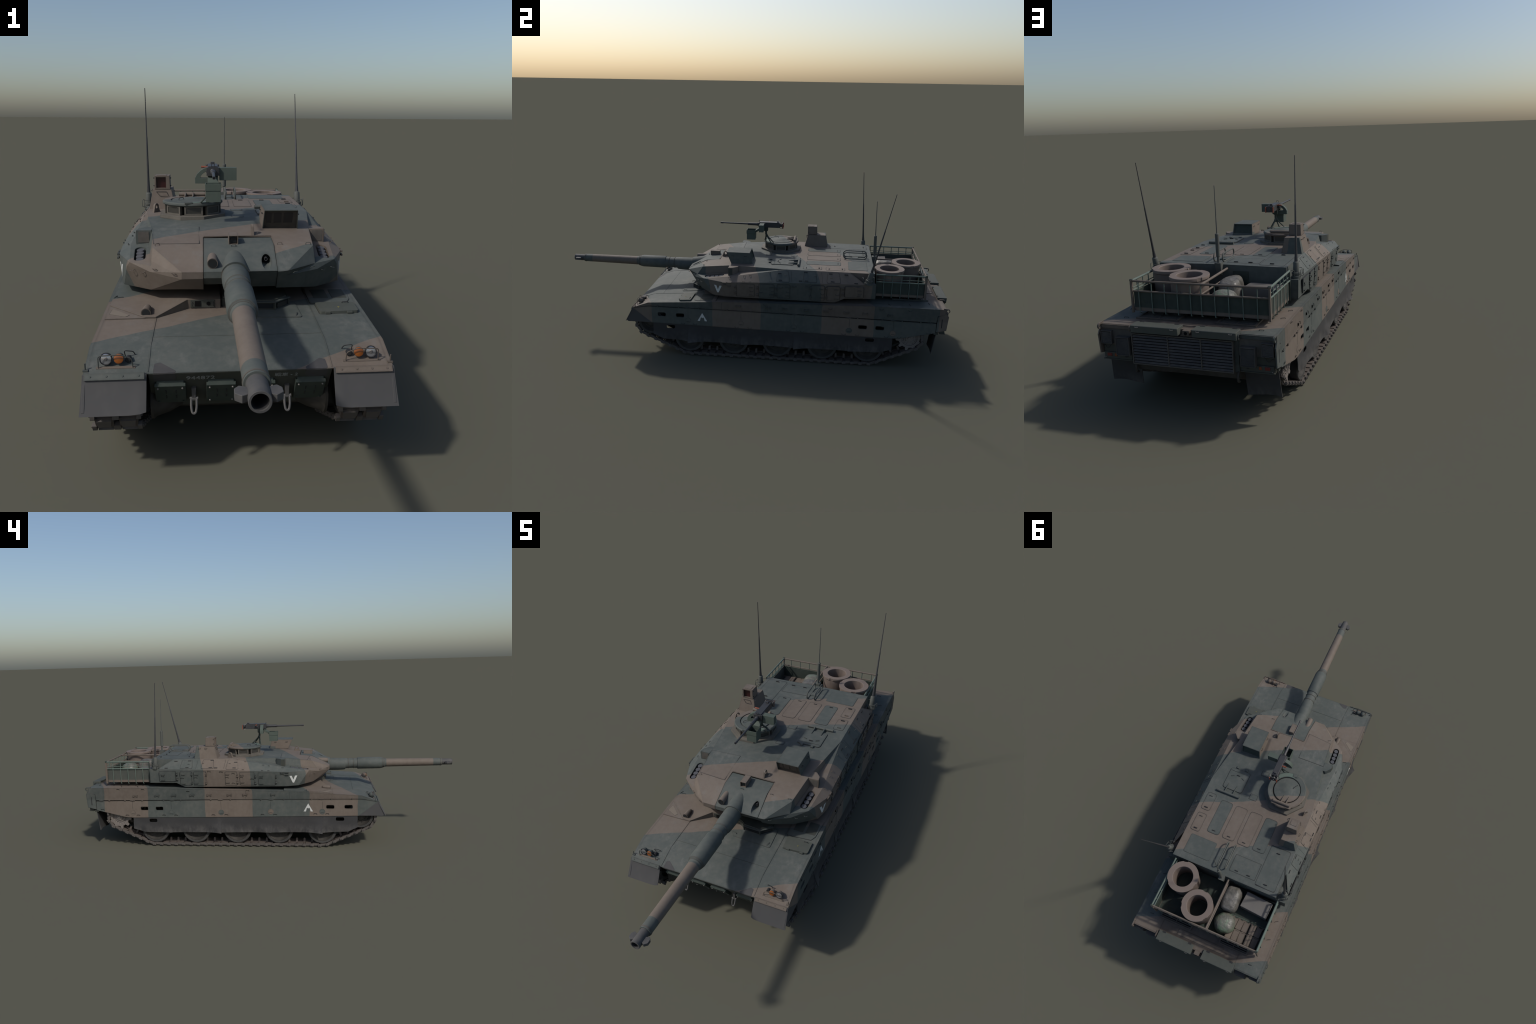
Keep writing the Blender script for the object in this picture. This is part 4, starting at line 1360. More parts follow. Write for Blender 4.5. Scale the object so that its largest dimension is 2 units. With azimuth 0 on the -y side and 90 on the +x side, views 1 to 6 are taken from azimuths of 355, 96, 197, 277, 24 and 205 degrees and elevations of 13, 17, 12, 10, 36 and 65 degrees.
add("sight_tube", lathe([(0, 0.0), (0.0005, 0.0105), (-0.0005, 0.0130), (0.050, 0.0130), (0.075, 0.0110), (0.078, 0.0)], (-0.0555, -0.3215, 0.4190), (0, 1, 0.04), 28), M_TAN, mantlet)
add("sight_glass", cyl((-0.0555, -0.3222, 0.4190), (-0.0555, -0.3212, 0.4190), 0.0110, 24), M_GLASS, mantlet)
cam = boolean(hexa([(-0.0125, -0.2350, 0.446), (0.0125, -0.2350, 0.446), (0.0125, -0.1850, 0.446), (-0.0125, -0.1850, 0.446)], [(-0.0125, -0.2350, 0.4710), (0.0125, -0.2350, 0.4710), (0.0125, -0.1850, 0.4710), (-0.0125, -0.1850, 0.4710)]), [box(-0.0105, 0.0105, -0.25, -0.2240, 0.4485, 0.4690)])
add("mantlet_camera", cam, M_TAN, mantlet, bevel=0.0006, seg=1)
add("camera_eye", cyl((0, -0.2242, 0.4588), (0, -0.2290, 0.4588), 0.0088, 20), M_GLASS, mantlet)
mantlet_handle = Kit("mantlet_handle", lambda: d_handle(0.012, 0.005), M_GREEN, mantlet)
mantlet_handle.at((0.0, -0.244, 0.4450), (1, 0, 0), (0, -0.45, 0.9))

GA = Vector((0, -1.0030, 0.3965))
GD = Vector((0, 1.0, -0.0090)).normalized()


def gun_part(name, prof, mat, parent, n=44):
    return add(name, lathe(prof, GA, GD, n, closed=True), mat, parent, smooth=35)


gun = gun_part("gun_barrel", [(0.0560, 0.0128), (0.0560, 0.0200), (0.0590, 0.0208), (0.0640, 0.0208), (0.0645, 0.0203), (0.340, 0.0226), (0.3640, 0.0230), (0.368, 0.0262), (0.3735, 0.0262), (0.374, 0.0278), (0.3800, 0.0282), (0.3806, 0.0298), (0.388, 0.0305), (0.390, 0.0318), (0.5140, 0.0324), (0.5170, 0.0310), (0.5175, 0.0282), (0.5340, 0.0276), (0.5345, 0.0286), (0.5370, 0.0286), (0.5375, 0.0272), (0.5640, 0.0276), (0.5645, 0.0290), (0.5670, 0.0290), (0.5675, 0.0280), (0.5830, 0.0292), (0.5850, 0.0300), (0.70, 0.030), (0.70, 0.005), (0.09, 0.005), (0.09, 0.0128)], GUN_CAMO, root)
gun_part("muzzle", [(0.0, 0.0128), (0.0, 0.0158), (0.0008, 0.0166), (0.0565, 0.0166), (0.0565, 0.0128)], M_MUZZLE, gun)
gun_part("muzzle_ring", [(0.0600, 0.0180), (0.0600, 0.0214), (0.0635, 0.0214), (0.0635, 0.0180)], M_BAND, gun)
for d, r in ((0.3690, 0.0269), (0.3765, 0.0288), (0.5370, 0.0292), (0.5665, 0.0297)):
    gun_part("barrel_band", [(d, r - 0.004), (d, r), (d + 0.0016, r), (d + 0.0016, r - 0.004)], M_BAND, gun)
boot = [(0.5840, 0.0296), (0.5860, 0.0312), (0.600, 0.0328), (0.625, 0.0340), (0.655, 0.0342), (0.675, 0.0335)]
add("gun_boot", lathe(boot, GA + Vector((0, 0, -0.0035)), GD, 44), M_GREEN, gun)
gun_part("boot_band", [(0.671, 0.030), (0.671, 0.0350), (0.6745, 0.0350), (0.6745, 0.030)], M_BAND, gun)
add("bore_wall", lathe([(0.004, 0.0126), (0.075, 0.0126), (0.075, 0.0)], GA, GD, 30, caps=False), M_GUNMETAL, gun)
for s in (1, -1):
    fin = [(s * 0.0150, -0.9660), (s * 0.0270, -0.9610), (s * 0.0340, -0.9700), (s * 0.0340, -0.9840), (s * 0.0240, -0.9930), (s * 0.0150, -0.9880)]
    add("muzzle_reference_fin", prism(fin, "z", 0.3900, 0.4020), M_MUZZLE, gun, bevel=0.001)

# ------------------------------------------------------------------ roof plates, hatches
def roof_plate(name, poly, r, h, mat, dark_outline=True, zf=None, parent=None):
    p = round_poly(poly, r, 4)
    n = len(p)
    zf = zf or surf_z
    F = [tuple(range(n)), tuple(range(2 * n - 1, n - 1, -1))] + [(i, (i + 1) % n, n + (i + 1) % n, n + i) for i in range(n)]
    ob = add(name, mesh("plate", [(x, y, zf(x, y) + h) for x, y in p] + [(x, y, zf(x, y) - 0.006) for x, y in p], F), mat, parent or turret, bevel=0.0005, seg=1)
    if dark_outline:
        c = Vector((sum(q[0] for q in p) / n, sum(q[1] for q in p) / n))
        q = []
        for a in p:
            d = Vector(a) - c
            q.append(Vector(a) + d.normalized() * 0.0017)
        add("panel_dark_outline", mesh("dark_outline", [(x, y, zf(x, y) + 0.0006) for x, y in q] + [(x, y, zf(x, y) - 0.006) for x, y in q], F), M_DARK, parent or turret)
    return ob


def rect(x0, x1, y0, y1):
    return [(x0, y0), (x1, y0), (x1, y1), (x0, y1)]


roof_handle = Kit("roof_handle", lambda: join([box(-0.0085, 0.0085, -0.0019, 0.0019, -0.001, 0.0010), box(-0.0080, 0.0080, 0.0004, 0.0018, 0.0010, 0.0026)]), M_DARK, turret)
for x0, x1, m in ((0.105, 0.167, M_GREEN), (0.0265, 0.0875, M_TAN), (-0.053, 0.0095, M_TAN), (-0.131, -0.070, M_GREEN)):
    roof_plate("ammunition_panel", rect(x0, x1, 0.289, 0.461), 0.014, 0.0012, m)
    roof_handle.at(((x0 + x1) / 2, 0.447, roof(0.447) + 0.0014), (1, 0, 0), (0, 0, 1))
for y0, y1, m in ((0.276, 0.366, CAMO), (0.388, 0.480, M_TAN)):
    roof_plate("small_bin_lid", rect(0.2000, 0.2455, y0, y1), 0.011, 0.0010, m)
    roof_handle.at((0.222, y1 - 0.013, roof(0.3) + 0.0022), (1, 0, 0), (0, 0, 1))
    roof_handle.at((0.224, y0 + 0.014, roof(0.3) + 0.0022), (1, 0, 0), (0, 0, 1), CAMO)
roof_plate("flat_panel", rect(0.091, 0.226, 0.498, 0.592), 0.008, 0.0014, M_GREEN, dark_outline=False)
roof_plate("roof_panel", rect(-0.142, -0.014, 0.510, 0.592), 0.003, 0.0006, M_GREEN)
roof_plate("roof_panel", rect(-0.248, -0.150, 0.405, 0.607), 0.009, 0.0006, M_GREEN)
for x, y in ((-0.047, 0.582), (-0.107, 0.582), (-0.197, 0.590), (-0.195, 0.432)):
    roof_handle.at((x, y, roof(y) + 0.0018), (1, 0, 0), (0, 0, 1))
roof_plate("access_cover", rect(0.0125, 0.0490, 0.205, 0.233), 0.003, 0.0012, CAMO)
roof_plate("access_cover", rect(0.0105, 0.0445, 0.070, 0.095), 0.003, 0.0010, CAMO)
roof_plate("roof_panel", [(-0.2070, -0.2120), (-0.0880, -0.2225), (-0.0905, -0.0690), (-0.2225, -0.0720)], 0.004, 0.0012, CAMO)
# gunner hatch
gh = roof_plate("gunner_hatch", rect(0.0935, 0.1960, 0.1100, 0.2240), 0.013, 0.0034, CAMO)
add("hatch_hinge", cyl((0.0935, 0.2495, 0.4735), (0.2120, 0.2495, 0.4735), 0.0058, 16), CAMO, turret)
for x in (0.128, 0.172):
    add("hinge_arm", hexa([(x - 0.003, 0.196, 0.468), (x + 0.003, 0.196, 0.468), (x + 0.004, 0.250, 0.468), (x - 0.004, 0.250, 0.468)], [(x - 0.001, 0.197, 0.4725), (x + 0.001, 0.197, 0.4725), (x + 0.003, 0.250, 0.4790), (x - 0.003, 0.250, 0.4790)]), CAMO, turret, bevel=0.0005, seg=1)
roof_handle.at((0.145, 0.142, roof(0.142) + 0.0046), (1, 0, 0), (0, 0, 1))
roof_handle.at((0.172, 0.152, roof(0.142) + 0.0040), (1, 0.5, 0), (0, 0, 1), CAMO)
roof_handle.at((0.116, 0.152, roof(0.142) + 0.0040), (1, -0.5, 0), (0, 0, 1), CAMO)
for x in (0.118, 0.165):
    add("hatch_stop", box(x - 0.006, x + 0.006, 0.0960, 0.1075, 0.464, 0.4735), CAMO, turret, bevel=0.0008)
add("hatch_bar", box(0.0960, 0.1930, 0.1245, 0.1255, 0.4710, 0.4720), CAMO, turret)

# lifting eyes standing on the roof
def roof_eye(x, y, ang):
    pts = [(-0.0135, 0.0), (0.0135, 0.0), (0.0085, 0.013)] + [(0.0085 * cos(t), 0.0145 + 0.0080 * sin(t)) for t in [radians(10 + 160 * i / 8) for i in range(9)]] + [(-0.0085, 0.013)]
    me = prism(pts, "y", -0.0028, 0.0028, holes=[circle((0, 0.0145), 0.0048, 14)])
    ob = add("lifting_eye", me, CAMO, turret, bevel=0.0005, seg=1)
    ob.matrix_local = Matrix.Translation((x, y, roof(y) - 0.002)) @ Matrix.Rotation(ang, 4, "Z") @ Matrix.Scale(1.35, 4)


roof_eye(0.0560, -0.1450, radians(90))
roof_eye(-0.2330, 0.1980, radians(60))
front_handle = Kit("turret_handle", lambda: d_handle(0.012, 0.0055), CAMO, turret)
for x in (0.121, 0.196):
    front_handle.at((x, -0.233, 0.4455), (1, 0, 0), (0, -0.2, 1))
front_handle.at((-0.197, -0.226, 0.4455), (1, 0.6, 0), (0, -0.2, 1))
for s in (1, -1):
    front_handle.at((s * 0.150, -0.3190, 0.3930), (s * 0.8, 0.6, 0), (s * 0.5, -0.7, 0.5))
    front_handle.at((s * 0.200, -0.2800, 0.3955), (s * 0.8, 0.6, 0), (s * 0.5, -0.7, 0.5))
    front_handle.at((s * 0.232, -0.2520, 0.3820), (s * 0.8, 0.5, -0.3), (s * 0.5, -0.8, -0.2))
    front_handle.at((s * 0.262, -0.2300, 0.3830), (s * 0.8, 0.5, -0.3), (s * 0.5, -0.8, -0.2))

# gunner sight
M_SIGHTDOOR = paint("sight_door_paint", (0.046, 0.041, 0.034), var=0.5)
sgt = hexa([(0.0885, -0.0930, 0.463), (0.1900, -0.0930, 0.460), (0.1900, 0.0170, 0.463), (0.0870, 0.0160, 0.464)], [(0.0925, -0.1185, 0.5180), (0.1865, -0.1185, 0.5180), (0.1865, 0.0010, 0.5180), (0.0925, 0.0010, 0.5180)])
sgt = boolean(sgt, [hexa([(0.0905, -0.14, 0.4560), (0.1880, -0.14, 0.4560), (0.1880, -0.0810, 0.4560), (0.0905, -0.0810, 0.4560)], [(0.0945, -0.16, 0.5150), (0.1845, -0.16, 0.5150), (0.1845, -0.1100, 0.5150), (0.0945, -0.1100, 0.5150)]),
                    hexa([(0.0945, 0.0080, 0.474), (0.1830, 0.0080, 0.474), (0.1830, 0.03, 0.474), (0.0945, 0.03, 0.474)], [(0.0965, -0.0050, 0.5150), (0.1825, -0.0050, 0.5150), (0.1825, 0.02, 0.5150), (0.0965, 0.02, 0.5150)])])
sight = add("gunner_sight", sgt, M_GREEN, root, bevel=0.0010)
add("sight_side_plate", mesh("side", [(0.0872, 0.0155, 0.4640), (0.0882, -0.0925, 0.4640), (0.0920, -0.1180, 0.5175), (0.0920, 0.0005, 0.5175), (0.0900, 0.0155, 0.4640), (0.0910, -0.0925, 0.4640), (0.0935, -0.1180, 0.5175), (0.0935, 0.0005, 0.5175)], [(0, 1, 2, 3), (7, 6, 5, 4), (0, 1, 5, 4), (1, 2, 6, 5), (2, 3, 7, 6), (3, 0, 4, 7)]), M_TAN, sight)
add("sight_lid", hexa([(0.0927, -0.1183, 0.5165), (0.1863, -0.1183, 0.5165), (0.1863, 0.0008, 0.5165), (0.0927, 0.0008, 0.5165)], [(0.0935, -0.1175, 0.5186), (0.1855, -0.1175, 0.5186), (0.1855, 0.0, 0.5186), (0.0935, 0.0, 0.5186)]), M_GREEN, sight)
add("sight_panel", hexa([(0.0945, 0.0062, 0.474), (0.1830, 0.0062, 0.474), (0.1830, 0.0085, 0.474), (0.0945, 0.0085, 0.474)], [(0.0965, -0.0070, 0.5150), (0.1825, -0.0070, 0.5150), (0.1825, -0.0045, 0.5150), (0.0965, -0.0045, 0.5150)]), M_DARKG, sight)
def door_y(z, d=0.0):
    return -0.0810 - (z - 0.4560) / 0.0590 * 0.0290 - d


for xa, xb in ((0.1000, 0.1130), (0.1200, 0.1410), (0.1480, 0.1730)):
    za, zb = 0.4790, 0.5090
    add("sight_window", hexa([(xa, door_y(za, 0.0020), za), (xb, door_y(za, 0.0020), za), (xb, door_y(za), za), (xa, door_y(za), za)], [(xa, door_y(zb, 0.0020), zb), (xb, door_y(zb, 0.0020), zb), (xb, door_y(zb), zb), (xa, door_y(zb), zb)]), M_GLASS, sight)
za, zb = 0.4600, 0.5148
add("sight_door", hexa([(0.0915, door_y(za, 0.0010), za), (0.1870, door_y(za, 0.0010), za), (0.1870, door_y(za, -0.004), za), (0.0915, door_y(za, -0.004), za)], [(0.0950, door_y(zb, 0.0010), zb), (0.1840, door_y(zb, 0.0010), zb), (0.1840, door_y(zb, -0.004), zb), (0.0950, door_y(zb, -0.004), zb)]), M_SIGHTDOOR, sight)
for y in (-0.085, -0.020):
    front_handle.at((0.0913, y, 0.5050), (0, 1, 0), (-1, 0, 0.1), M_DARK)
    front_handle.at((0.1880, y, 0.5010), (0, 1, 0), (1, 0, 0.1), M_DARK)

# commander sight: pedestal and head
ped = hexa([(-0.1730, 0.2630, 0.464), (-0.2620, 0.2630, 0.460), (-0.2620, 0.3910, 0.460), (-0.1730, 0.3900, 0.464)], [(-0.1860, 0.2800, 0.5300), (-0.2490, 0.2785, 0.5300), (-0.2490, 0.3780, 0.5300), (-0.1850, 0.3800, 0.5300)])
pedestal = add("commander_sight", ped, CAMO, root, bevel=0.0012)
hd = hexa([(-0.1900, 0.2790, 0.5310), (-0.2430, 0.2790, 0.5310), (-0.2430, 0.3310, 0.5310), (-0.1900, 0.3310, 0.5310)], [(-0.1915, 0.2780, 0.5770), (-0.2415, 0.2780, 0.5770), (-0.2415, 0.3280, 0.5770), (-0.1915, 0.3280, 0.5770)])
hd = boolean(hd, [box(-0.2365, -0.2040, 0.25, 0.2880, 0.5355, 0.5715)])
head = add("sight_head", hd, CAMO, pedestal, bevel=0.0010)
add("sight_head_window", box(-0.2362, -0.2043, 0.2870, 0.2895, 0.5357, 0.5713), M_REDGLASS, pedestal)
add("sight_head_lid", prism(rrect(-0.2340, -0.2010, 0.2830, 0.3120, 0.003), "z", 0.5765, 0.5785), CAMO, pedestal, bevel=0.0005, seg=1)
add("sight_neck", box(-0.2380, -0.1950, 0.2830, 0.3260, 0.5285, 0.5320), M_BLACK, pedestal)
for z in (0.5430, 0.5690):
    for s, x in ((1, -0.1905), (-1, -0.2425)):
        add("sight_knob", cyl((x, 0.2840, z), (x + s * 0.0040, 0.2840, z), 0.0018, 8), M_DARK, pedestal)
add("pedestal_outline", sweep([(-0.2370, 0.2765, 0.5230), (-0.2030, 0.2765, 0.5230), (-0.1960, 0.2715, 0.5090), (-0.2240, 0.2715, 0.5090), (-0.2370, 0.2765, 0.5230)], 0.0008, 6), M_DARK, pedestal)
front_handle.at((-0.2525, 0.3250, 0.5200), (0, 1, 0), (-1, 0, 0.2), M_DARK)
front_handle.at((-0.2520, 0.3600, 0.5200), (0, 1, 0), (-1, 0, 0.2), M_DARK)
add("pedestal_bracket", sweep(fillet([(-0.183, 0.283, 0.527), (-0.176, 0.279, 0.5275), (-0.176, 0.272, 0.5275), (-0.184, 0.274, 0.5270)], 0.002, 3), 0.0014, 6), M_DARK, pedestal)

# stadium-shaped guard rails
for x in (0.0400, 0.0030):
    st = [(x, 0.4930 + 0.0165 * cos(t), 0.4850 + 0.0165 * sin(t)) for t in [radians(90 + 180 * i / 10) for i in range(11)]] + [(x, 0.5800 + 0.0165 * cos(t), 0.4850 + 0.0165 * sin(t)) for t in [radians(-90 + 180 * i / 10) for i in range(11)]]
    add("guard_rail", sweep(st, 0.0030, 8, closed=True), M_RACK if False else M_ANT, turret)
add("rail_foot", box(0.0010, 0.0420, 0.522, 0.553, 0.4660, 0.4705), M_GREEN, turret, bevel=0.0008)

# ------------------------------------------------------------------ cupola
CC = (-0.1120, 0.1370)
octo = [(-0.2120, 0.0880), (-0.2140, 0.1720), (-0.1560, 0.2420), (-0.0650, 0.2400), (-0.0090, 0.1790), (-0.0110, 0.0930), (-0.0760, 0.0310), (-0.1470, 0.0310)]
cupola = add("commander_cupola", prism(octo, "z", 0.4655, 0.4770), M_CUPOLA, root, bevel=0.0012)
add("cupola_drum", lathe([(0, 0.0760), (0.034, 0.0760)], (*CC, 0.4750), (0, 0, 1), 48), M_BLACK, cupola)
# eight periscopes set round the drum
pm = boolean(hexa([(-0.0285, -0.0865, 0.0), (0.0285, -0.0865, 0.0), (0.0220, -0.0660, 0.0), (-0.0220, -0.0660, 0.0)], [(-0.0285, -0.0865, 0.0290), (0.0285, -0.0865, 0.0290), (0.0220, -0.0660, 0.0290), (-0.0220, -0.0660, 0.0290)]), [box(-0.0225, 0.0225, -0.1, -0.0840, 0.0065, 0.0240)])
gm = box(-0.0224, 0.0224, -0.0848, -0.0832, 0.0066, 0.0239)
for i in range(8):
    M = Matrix.Translation((*CC, 0.4758)) @ Matrix.Rotation(radians(3 + 45 * i), 4, "Z")
    if i == 0:
        p0 = add("periscope", pm, M_CUPOLA, cupola, bevel=0.0006, seg=1)
        g0 = add("periscope_glass", gm, M_PERI, cupola)
        p0.matrix_local = M
        g0.matrix_local = M
    else:
        put(p0, M, cupola)
        put(g0, M, cupola)
add("cupola_ring", lathe([(0, 0.0840), (0.0005, 0.0920), (0.0035, 0.0945), (0.0080, 0.0940), (0.0115, 0.0905), (0.0115, 0.0690), (0.0090, 0.0675), (0.0, 0.0675)], (*CC, 0.5045), (0, 0, 1), 64, closed=True), CAMO, cupola)
add("hatch_gap", lathe([(0, 0.0680), (0.0100, 0.0680)], (*CC, 0.5035), (0, 0, 1), 48), M_BLACK, cupola)
HC = (CC[0] - 0.001, CC[1] - 0.001)
add("cupola_hatch", lathe([(0, 0.0640), (0.0085, 0.0640), (0.0105, 0.0625), (0.0125, 0.0500), (0.0140, 0.0255), (0.0150, 0.0235), (0.0155, 0.0)], (*HC, 0.5055), (0, 0, 1), 56), CAMO, cupola)
add("hatch_hinge", cyl((-0.1580, 0.2110, 0.5225), (-0.0720, 0.2110, 0.5225), 0.0070, 16), CAMO, cupola)
for x in (-0.137, -0.112):
    add("hinge_arm", hexa([(x - 0.002, 0.166, 0.516), (x + 0.002, 0.166, 0.516), (x + 0.004, 0.212, 0.515), (x - 0.004, 0.212, 0.515)], [(x - 0.001, 0.167, 0.5205), (x + 0.001, 0.167, 0.5205), (x + 0.003, 0.212, 0.5295), (x - 0.003, 0.212, 0.5295)]), CAMO, cupola, bevel=0.0004, seg=1)
add("hatch_shelf", box(-0.165, -0.065, 0.2030, 0.2250, 0.5060, 0.5165), CAMO, cupola, bevel=0.001)
cup_handle = add("hatch_grab", d_handle(0.024, 0.0055, 0.0011), M_DARK, cupola)
cup_handle.matrix_local = place((-0.147, 0.107, 0.5195), (0.55, 0.9, 0), (0, 0, 1))

# ------------------------------------------------------------------ machine gun on the cupola
MGX = -0.0480
mg = add("machine_gun", join([box(MGX - 0.0150, MGX + 0.0150, 0.0180, 0.1340, 0.6000, 0.6255), box(MGX - 0.0190, MGX + 0.0190, 0.0190, 0.0560, 0.6010, 0.6250)]), M_GUNMETAL, root, bevel=0.0008)
add("receiver_cover", box(MGX - 0.0140, MGX + 0.0140, 0.0220, 0.1300, 0.6255, 0.6285), M_GUNMETAL, mg, bevel=0.0010)
add("barrel_jacket", lathe([(0, 0.0078), (0.004, 0.0086), (0.012, 0.0086), (0.013, 0.0074), (0.060, 0.0070), (0.061, 0.0050)], (MGX, 0.0195, 0.6135), (0, -1, 0), 20), M_GUNMETAL, mg)
add("heavy_barrel", lathe([(0, 0.0047), (0.12, 0.0037), (0.134, 0.0037), (0.135, 0.0045), (0.150, 0.0045), (0.150, 0.0025), (0.140, 0.0022)], (MGX, -0.0400, 0.6138), (0, -1, 0.008), 16), M_GUNMETAL, mg)
add("gun_sight", sweep(fillet([(MGX - 0.0045, 0.0205, 0.6265), (MGX - 0.0045, 0.0195, 0.6370), (MGX + 0.0045, 0.0195, 0.6370), (MGX + 0.0045, 0.0205, 0.6265)], 0.003, 3), 0.0010, 6), M_GUNMETAL, mg)
add("gun_sight", box(MGX - 0.0060, MGX + 0.0060, 0.1160, 0.1250, 0.6285, 0.6345), M_GUNMETAL, mg, bevel=0.001)
add("back_plate", box(MGX - 0.0210, MGX + 0.0210, 0.1450, 0.1480, 0.5990, 0.6255), M_GUNMETAL, mg, bevel=0.0008)
add("buffer", cyl((MGX, 0.133, 0.6120), (MGX, 0.152, 0.6120), 0.0080, 14), M_GUNMETAL, mg)
for s in (1, -1):
    add("spade_grip", cyl((MGX + s * 0.0175, 0.1500, 0.5985), (MGX + s * 0.0175, 0.1500, 0.6230), 0.0030, 10), M_WOOD, mg)
    add("grip_bracket", join([cyl((MGX + s * 0.0175, 0.1340, z), (MGX + s * 0.0175, 0.1500, z), 0.0013, 6) for z in (0.5990, 0.6235)]), M_BOLT, mg)
add("charging_handle", cyl((MGX - 0.0150, 0.0730, 0.6220), (MGX - 0.0350, 0.0730, 0.6230), 0.0031, 10), M_WOOD, mg)
add("charging_slide", cyl((MGX - 0.0150, 0.067, 0.6150), (MGX - 0.0260, 0.067, 0.6150), 0.0060, 12), M_GUNMETAL, mg)
add("ammunition_box", box(-0.0290, 0.0220, 0.0270, 0.0510, 0.5865, 0.6240), M_BOX, mg, bevel=0.0008)
# curved feed chute on the other side
arc = [(-0.0650, 0.6240), (-0.0740, 0.6215), (-0.0850, 0.6150), (-0.0950, 0.6050), (-0.1015, 0.5930), (-0.1015, 0.5770), (-0.0570, 0.5770), (-0.0570, 0.5930), (-0.0850, 0.5930), (-0.0835, 0.6000), (-0.0780, 0.6060), (-0.0710, 0.6110), (-0.0650, 0.6130)]
add("feed_chute", prism(arc, "y", 0.0320, 0.0500), M_BOX, mg, bevel=0.0006, seg=1)
can = boolean(box(-0.0700, -0.0270, -0.0440, 0.0020, 0.5315, 0.5640), [box(-0.0680, -0.0290, -0.0420, 0.0, 0.535, 0.60)])
add("case_bin", can, M_BOX, mg, bevel=0.0004, seg=1)
coll = boolean(box(-0.0715, -0.0255, -0.0455, 0.0035, 0.5640, 0.5830), [box(-0.0692, -0.0278, -0.0432, 0.0012, 0.55, 0.60)])
add("case_bin_collar", coll, M_BOX, mg, bevel=0.0004, seg=1)
add("case_chute", hexa([(-0.0640, 0.0020, 0.5700), (-0.0330, 0.0020, 0.5700), (-0.0330, 0.0300, 0.5850), (-0.0640, 0.0300, 0.5850)], [(-0.0640, 0.0020, 0.5810), (-0.0330, 0.0020, 0.5810), (-0.0330, 0.0300, 0.6000), (-0.0640, 0.0300, 0.6000)]), M_BOX, mg, bevel=0.0005, seg=1)
add("cradle", join([box(MGX - 0.0120, MGX + 0.0120, 0.0480, 0.0680, 0.5800, 0.6010), cyl((MGX, 0.0580, 0.560), (MGX, 0.0580, 0.5850), 0.0052, 12), box(MGX - 0.0080, MGX + 0.0080, 0.0520, 0.0640, 0.5760, 0.5810)]), M_DARKG, mg, bevel=0.0006, seg=1)
top = Vector((-0.0490, 0.0590, 0.5640))
legs = []
for foot in ((-0.0860, 0.0480, 0.5170), (-0.0310, 0.0880, 0.5170), (-0.0640, 0.0560, 0.5170), (-0.0420, 0.1010, 0.5170)):
    mid = top.lerp(Vector(foot), 0.25) + Vector((0, 0, -0.006))
    legs.append(sweep([top, mid, Vector(foot)], [0.0036, 0.0030, 0.0024], 8))
legs.append(cyl((-0.049, 0.059, 0.549), (-0.049, 0.059, 0.568), 0.0048, 10))
add("gun_mount", join(legs), M_DARKG, mg)
for x, y, a in ((-0.1230, 0.0520, 8), (-0.0330, 0.0880, 62)):
    ob = add("mount_foot", box(-0.0120, 0.0120, -0.0095, 0.0095, 0.0, 0.0060), CAMO, mg, bevel=0.0006, seg=1)
    ob.matrix_local = Matrix.Translation((x, y, 0.5125)) @ Matrix.Rotation(radians(a), 4, "Z")
arcp = [(CC[0] + 0.090 * cos(radians(a)), CC[1] + 0.090 * sin(radians(a))) for a in range(262, 325, 5)]
arcp += [(CC[0] + 0.070 * cos(radians(a)), CC[1] + 0.070 * sin(radians(a))) for a in range(322, 260, -5)]
add("mount_rail", prism(arcp, "z", 0.5140, 0.5175), M_RACK, mg, bevel=0.0005, seg=1)

# ------------------------------------------------------------------ side panels and handles
def side_x(z):
    return 0.3075 + (z - 0.324) * 0.0655


def side_plate(name, y0, y1, z0, z1, r, t, mat, grow=0.0):
    p = rrect(y0 - grow, y1 + grow, z0 - grow, z1 + grow, r, 4)
    n = len(p)
    V = [(side_x(z) + t, y, z) for y, z in p] + [(side_x(z) - 0.004, y, z) for y, z in p]
    return mesh(name, V, [tuple(range(n)), tuple(range(2 * n - 1, n - 1, -1))] + [(i, (i + 1) % n, n + (i + 1) % n, n + i) for i in range(n)])


for y0, y1, z0, z1 in ((0.484, 0.572, 0.353, 0.409), (0.397, 0.459, 0.331, 0.406), (0.320, 0.385, 0.329, 0.406), (0.154, 0.217, 0.331, 0.404), (0.063, 0.139, 0.332, 0.401), (-0.048, 0.042, 0.331, 0.398)):
    both("side_door", side_plate("door", y0, y1, z0, z1, 0.007, 0.0018, CAMO), CAMO, turret, bevel=0.0005, seg=1)
    both("panel_dark_outline", side_plate("dark_outline", y0, y1, z0, z1, 0.007, 0.0006, CAMO, 0.0011), M_DARK, turret)
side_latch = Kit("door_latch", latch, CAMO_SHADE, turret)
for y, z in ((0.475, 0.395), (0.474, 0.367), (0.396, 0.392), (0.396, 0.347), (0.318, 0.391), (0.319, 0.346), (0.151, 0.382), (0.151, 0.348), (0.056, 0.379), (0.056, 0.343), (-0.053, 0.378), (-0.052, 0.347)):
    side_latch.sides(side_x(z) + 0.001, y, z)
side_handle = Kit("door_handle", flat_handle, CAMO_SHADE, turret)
side_lug2 = Kit("door_lug", lambda: box(-0.0100, 0.0100, -0.0025, 0.0025, -0.001, 0.0040), CAMO_SHADE, turret)
